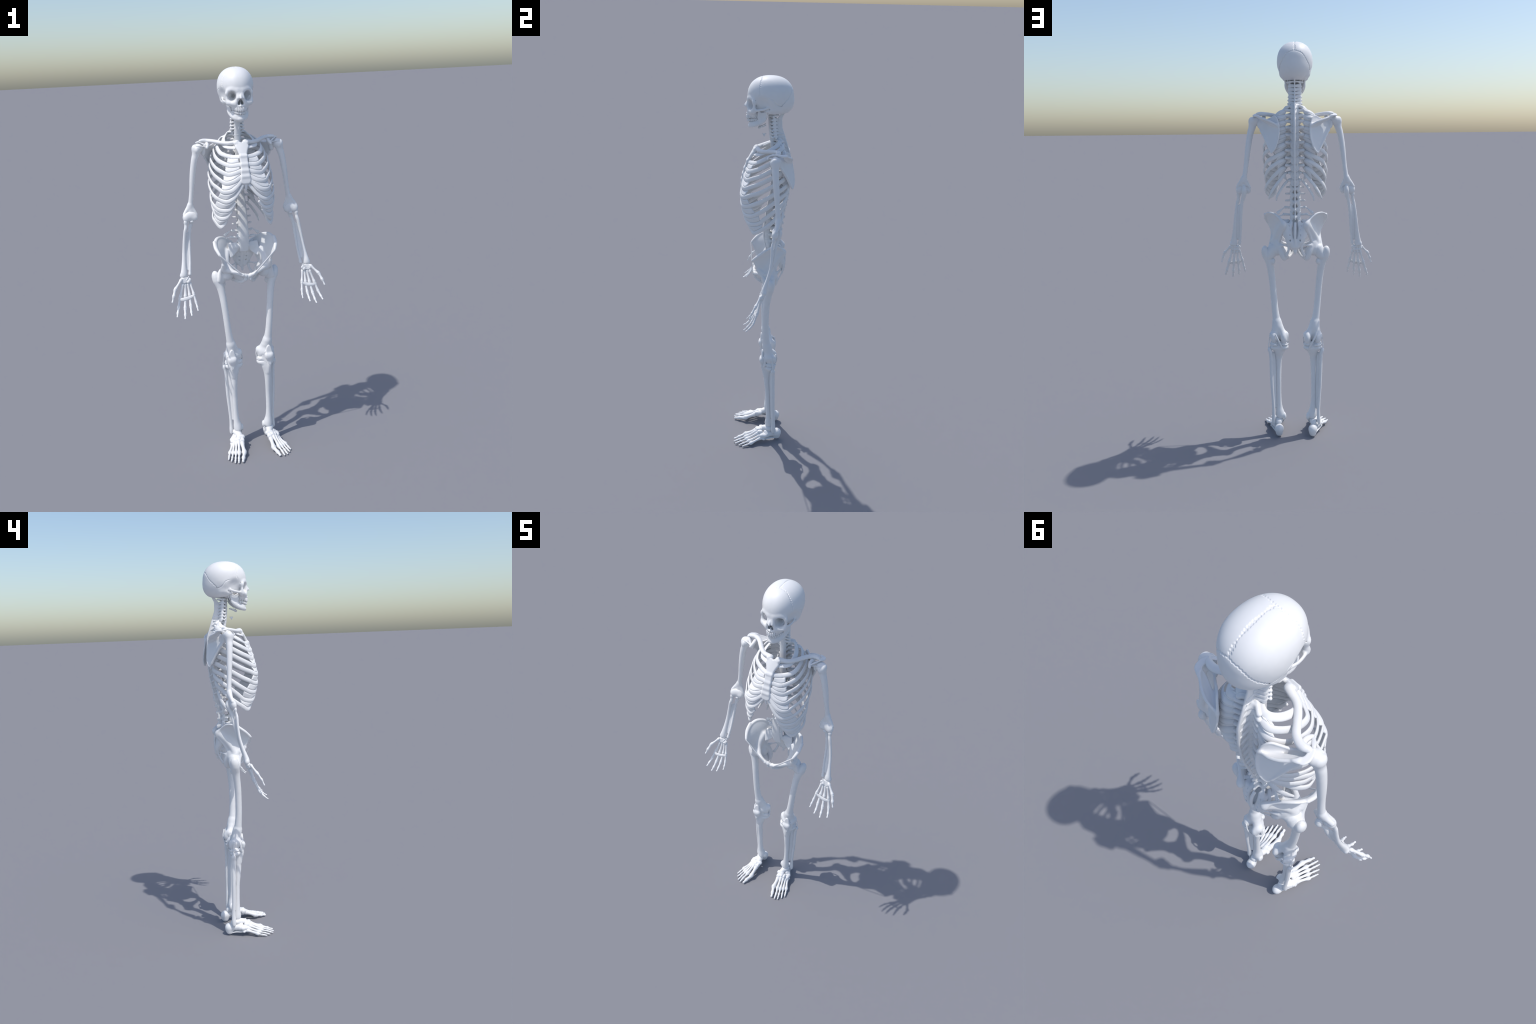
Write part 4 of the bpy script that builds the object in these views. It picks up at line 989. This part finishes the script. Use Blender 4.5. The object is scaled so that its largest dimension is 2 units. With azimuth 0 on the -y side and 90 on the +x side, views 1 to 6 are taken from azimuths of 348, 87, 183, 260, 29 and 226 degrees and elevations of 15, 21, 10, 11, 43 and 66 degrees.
def make_tibia():
    s = Solid(0.0019)
    s.ball((0.0640, 0.0490, 0.4745), (0.0255, 0.0300, 0.0185), 0.010)
    s.ball((0.1110, 0.0490, 0.4745), (0.0255, 0.0280, 0.0185), 0.010)
    s.tube([(0.0875, 0.0440, 0.474, 0.0330), (0.0880, 0.0400, 0.456, 0.0290), (0.0895, 0.0350, 0.432, 0.0222), (0.0910, 0.0335, 0.405, 0.0180), (0.0920, 0.0345, 0.370, 0.0160), (0.0922, 0.0390, 0.325, 0.0145), (0.0920, 0.0430, 0.284, 0.0136), (0.0918, 0.0455, 0.220, 0.0132), (0.0908, 0.0475, 0.175, 0.0142), (0.0890, 0.0495, 0.140, 0.0170), (0.0855, 0.0515, 0.114, 0.0220), (0.0840, 0.0525, 0.101, 0.0235)], 0.010, n=5)
    s.tube([(0.100, 0.0160, 0.482, 0.013), (0.101, 0.0120, 0.466, 0.0105), (0.099, 0.0175, 0.445, 0.0105), (0.095, 0.0235, 0.42, 0.010)], 0.012)
    s.ball((0.0600, 0.0590, 0.094), (0.0078, 0.0140, 0.0180), 0.010)
    s.ball((0.0920, 0.0580, 0.074), (0.0235, 0.0280, 0.0135), 0.003, True)
    s.ball((0.0875, 0.0500, 0.488), (0.0080, 0.0130, 0.0070), 0.006)
    return s.mesh(2)
pair('tibia', make_tibia())
def make_fibula():
    s = Solid(0.0016)
    s.tube([(0.1385, 0.0630, 0.466, 0.0095), (0.1365, 0.0630, 0.460, 0.0122), (0.1315, 0.0635, 0.444, 0.0118), (0.1290, 0.0640, 0.415, 0.0112), (0.1280, 0.0650, 0.36, 0.0108), (0.1262, 0.0675, 0.29, 0.0104), (0.1218, 0.0700, 0.21, 0.0096), (0.1183, 0.0730, 0.15, 0.0096), (0.1178, 0.0745, 0.11, 0.0108), (0.1185, 0.0740, 0.085, 0.0120), (0.1200, 0.0740, 0.068, 0.0100), (0.1200, 0.0740, 0.062, 0.0075)], 0.004, flat=((1, 0.15, 0), 0.82), n=5)
    return s.mesh(2)
pair('fibula', make_fibula())
tb = at([(0.1065, 0.045, 0.445), (0.1045, 0.047, 0.36), (0.103, 0.052, 0.284), (0.102, 0.055, 0.20), (0.1015, 0.058, 0.14)], np.linspace(0.0, 4, 30))
fb = at([(0.1300, 0.0635, 0.450), (0.1265, 0.065, 0.36), (0.125, 0.0675, 0.284), (0.120, 0.070, 0.20), (0.117, 0.073, 0.14)], np.linspace(0.0, 4, 30))
pair('leg_membrane', sheet(tb, fb, 0.0009), LIG)
kl = [sweep([(0.1340, 0.0550, 0.545, 0.0025, 0.004), (0.1390, 0.0600, 0.505, 0.002, 0.003), (0.1420, 0.0630, 0.470, 0.0025, 0.0035)], normals=(1, 0, 0), seg=10),
      sweep([(0.0400, 0.0530, 0.545, 0.0020, 0.006), (0.0395, 0.0500, 0.500, 0.0018, 0.007), (0.0620, 0.0380, 0.445, 0.0018, 0.006)], normals=(-1, 0, 0), seg=10),
      sweep([(0.1050, 0.0780, 0.548, 0.0030, 0.0050), (0.0880, 0.0860, 0.516, 0.0030, 0.0045), (0.0700, 0.0790, 0.478, 0.0030, 0.0050)], normals=(0, 1, 0), seg=10),
      sweep([(0.1300, 0.0600, 0.484, 0.0028, 0.006), (0.1150, 0.0765, 0.490, 0.0028, 0.0065), (0.0980, 0.0790, 0.492, 0.0028, 0.006)], normals=(0, 1, 0), seg=10)]
pair('knee_ligament', join(kl), LIG)
def ring(cx, cy, rx, ry, z, a0, a1, r):
    return [(cx + rx * math.cos(t), cy + ry * math.sin(t), z, r * 0.75, r) for t in np.linspace(a0, a1, 18)]
me = [sweep(ring(0.0630, 0.0500, 0.0205, 0.0250, 0.4915, 0.6, 5.8, 0.0046), normals=(0, 0, 1), seg=10, n=1), sweep(ring(0.1115, 0.0500, 0.0200, 0.0230, 0.4915, -2.5, 2.5, 0.0046), normals=(0, 0, 1), seg=10, n=1)]
pair('meniscus', join(me), CART)

# ======================================================================= FOOT
def make_calcaneus():
    s = Solid(0.0016)
    s.ball((0.0870, 0.0975, 0.0340), (0.0200, 0.0225, 0.0275), 0.006)
    s.ball((0.0870, 0.1000, 0.0440), (0.0165, 0.0170, 0.0170), 0.012)
    s.ball((0.0880, 0.0950, 0.0170), (0.0170, 0.0180, 0.0168), 0.008)
    s.tube([(0.0890, 0.0920, 0.0400, 0.0200), (0.0960, 0.0700, 0.0430, 0.0185), (0.1060, 0.0500, 0.0440, 0.0170), (0.1140, 0.0380, 0.0430, 0.0165)], 0.010)
    s.tube([(0.0960, 0.0560, 0.0550, 0.010), (0.0780, 0.0480, 0.0560, 0.0065)], 0.008)
    s.ball((0.1060, 0.0340, 0.0560), (0.0110, 0.0130, 0.0110), 0.008)
    return s.mesh(2)
def make_talus():
    s = Solid(0.0016)
    s.ball((0.0915, 0.0570, 0.0740), (0.0225, 0.0260, 0.0150), 0.006)
    s.tube([(0.0900, 0.0500, 0.0700, 0.0185), (0.0860, 0.0330, 0.0690, 0.0170), (0.0830, 0.0210, 0.0660, 0.0165)], 0.008)
    s.ball((0.0905, 0.0780, 0.0660), (0.0150, 0.0110, 0.0110), 0.010)
    return s.mesh(2)
plantar = [sweep([(0.0930, 0.0880, 0.0100, 0.0022, 0.009), (0.1050, 0.0620, 0.0200, 0.0022, 0.012), (0.1180, 0.0300, 0.0235, 0.0022, 0.014), (0.1220, 0.0050, 0.0260, 0.0020, 0.014)], normals=(0, 0.3, 1), seg=12),
           sweep([(0.0600, 0.0590, 0.0860, 0.0018, 0.005), (0.0660, 0.0550, 0.0680, 0.0018, 0.007), (0.0760, 0.0500, 0.0560, 0.0018, 0.006)], normals=(-1, 0, 0), seg=10),
           sweep([(0.1210, 0.0720, 0.0640, 0.0022, 0.004), (0.1120, 0.0820, 0.0480, 0.0020, 0.004)], normals=(1, 0, 0), seg=10, n=4)]
foot = pair('foot', join(plantar), LIG)
pair('heel_bone', make_calcaneus(), BONE, foot)
pair('ankle_bone', make_talus(), BONE, foot)
for c, r in (((0.0800, 0.0075, 0.0600), (0.0205, 0.0105, 0.0160)), ((0.1190, 0.0200, 0.0395), (0.0165, 0.0200, 0.0160)), ((0.0775, -0.0085, 0.0510), (0.0120, 0.0160, 0.0175)),
             ((0.0920, -0.0050, 0.0590), (0.0100, 0.0130, 0.0125)), ((0.1055, 0.0010, 0.0520), (0.0105, 0.0145, 0.0140))):
    s = Solid(0.0014)
    s.ball(c, r, 0.0)
    rr = np.array(r) * 0.72
    for sx in (-1, 1):
        for sy in (-1, 1):
            s.ball(A(*c) + rr * A(sx * 0.55, sy * 0.55, 0.35), rr, 0.004)
    pair('tarsal_bone', s.mesh(1), BONE, foot)
RAYS = [
 [(0.0800, -0.0200, 0.0470), (0.0810, -0.0830, 0.0215), (0.0940, -0.1190, 0.0130), (0.1010, -0.1420, 0.0075)],
 [(0.0950, -0.0110, 0.0560), (0.1090, -0.0840, 0.0225), (0.1175, -0.1150, 0.0150), (0.1210, -0.1310, 0.0095), (0.1240, -0.1440, 0.0060)],
 [(0.1080, -0.0080, 0.0500), (0.1260, -0.0780, 0.0200), (0.1340, -0.1080, 0.0135), (0.1385, -0.1245, 0.0085), (0.1420, -0.1370, 0.0055)],
 [(0.1185, 0.0020, 0.0410), (0.1405, -0.0660, 0.0165), (0.1490, -0.0930, 0.0115), (0.1540, -0.1070, 0.0075), (0.1580, -0.1170, 0.0050)],
 [(0.1270, 0.0080, 0.0310), (0.1555, -0.0530, 0.0140), (0.1625, -0.0750, 0.0095), (0.1660, -0.0870, 0.0070), (0.1700, -0.0970, 0.0050)],
]
for i, pts in enumerate(RAYS):
    if i == 0:
        pair('metatarsal', long_bone(pts[0], pts[1], 0.0135, 0.0092, 0.0140, 1.0), BONE, foot)
        pair('toe_bone', long_bone(pts[1], pts[2], 0.0122, 0.0086, 0.0112, 0.85), BONE, foot)
        pair('toe_bone', long_bone(pts[2], pts[3], 0.0108, 0.0066, 0.0074, 0.75), BONE, foot)
    else:
        sc = (0, 1.0, 0.95, 0.95, 0.98)[i]
        if i == 4:
            mt = join([long_bone(pts[0], pts[1], 0.0105, 0.0062, 0.0100, 1.0), sweep([(0.1280, 0.0060, 0.0300, 0.008, 0.009), (0.1330, 0.0230, 0.0245, 0.0065, 0.006)], seg=12, n=4)])
            pair('metatarsal', mt, BONE, foot)
        else:
            pair('metatarsal', long_bone(pts[0], pts[1], 0.0100 * sc, 0.0060 * sc, 0.0104 * sc, 1.0), BONE, foot)
        for k, (a, b, c) in enumerate(((0.0086, 0.0048, 0.0066), (0.0066, 0.0050, 0.0060), (0.0058, 0.0040, 0.0044))):
            pair('toe_bone', long_bone(pts[k + 1], pts[k + 2], a * sc, b * sc, c * sc, 0.85), BONE, foot)
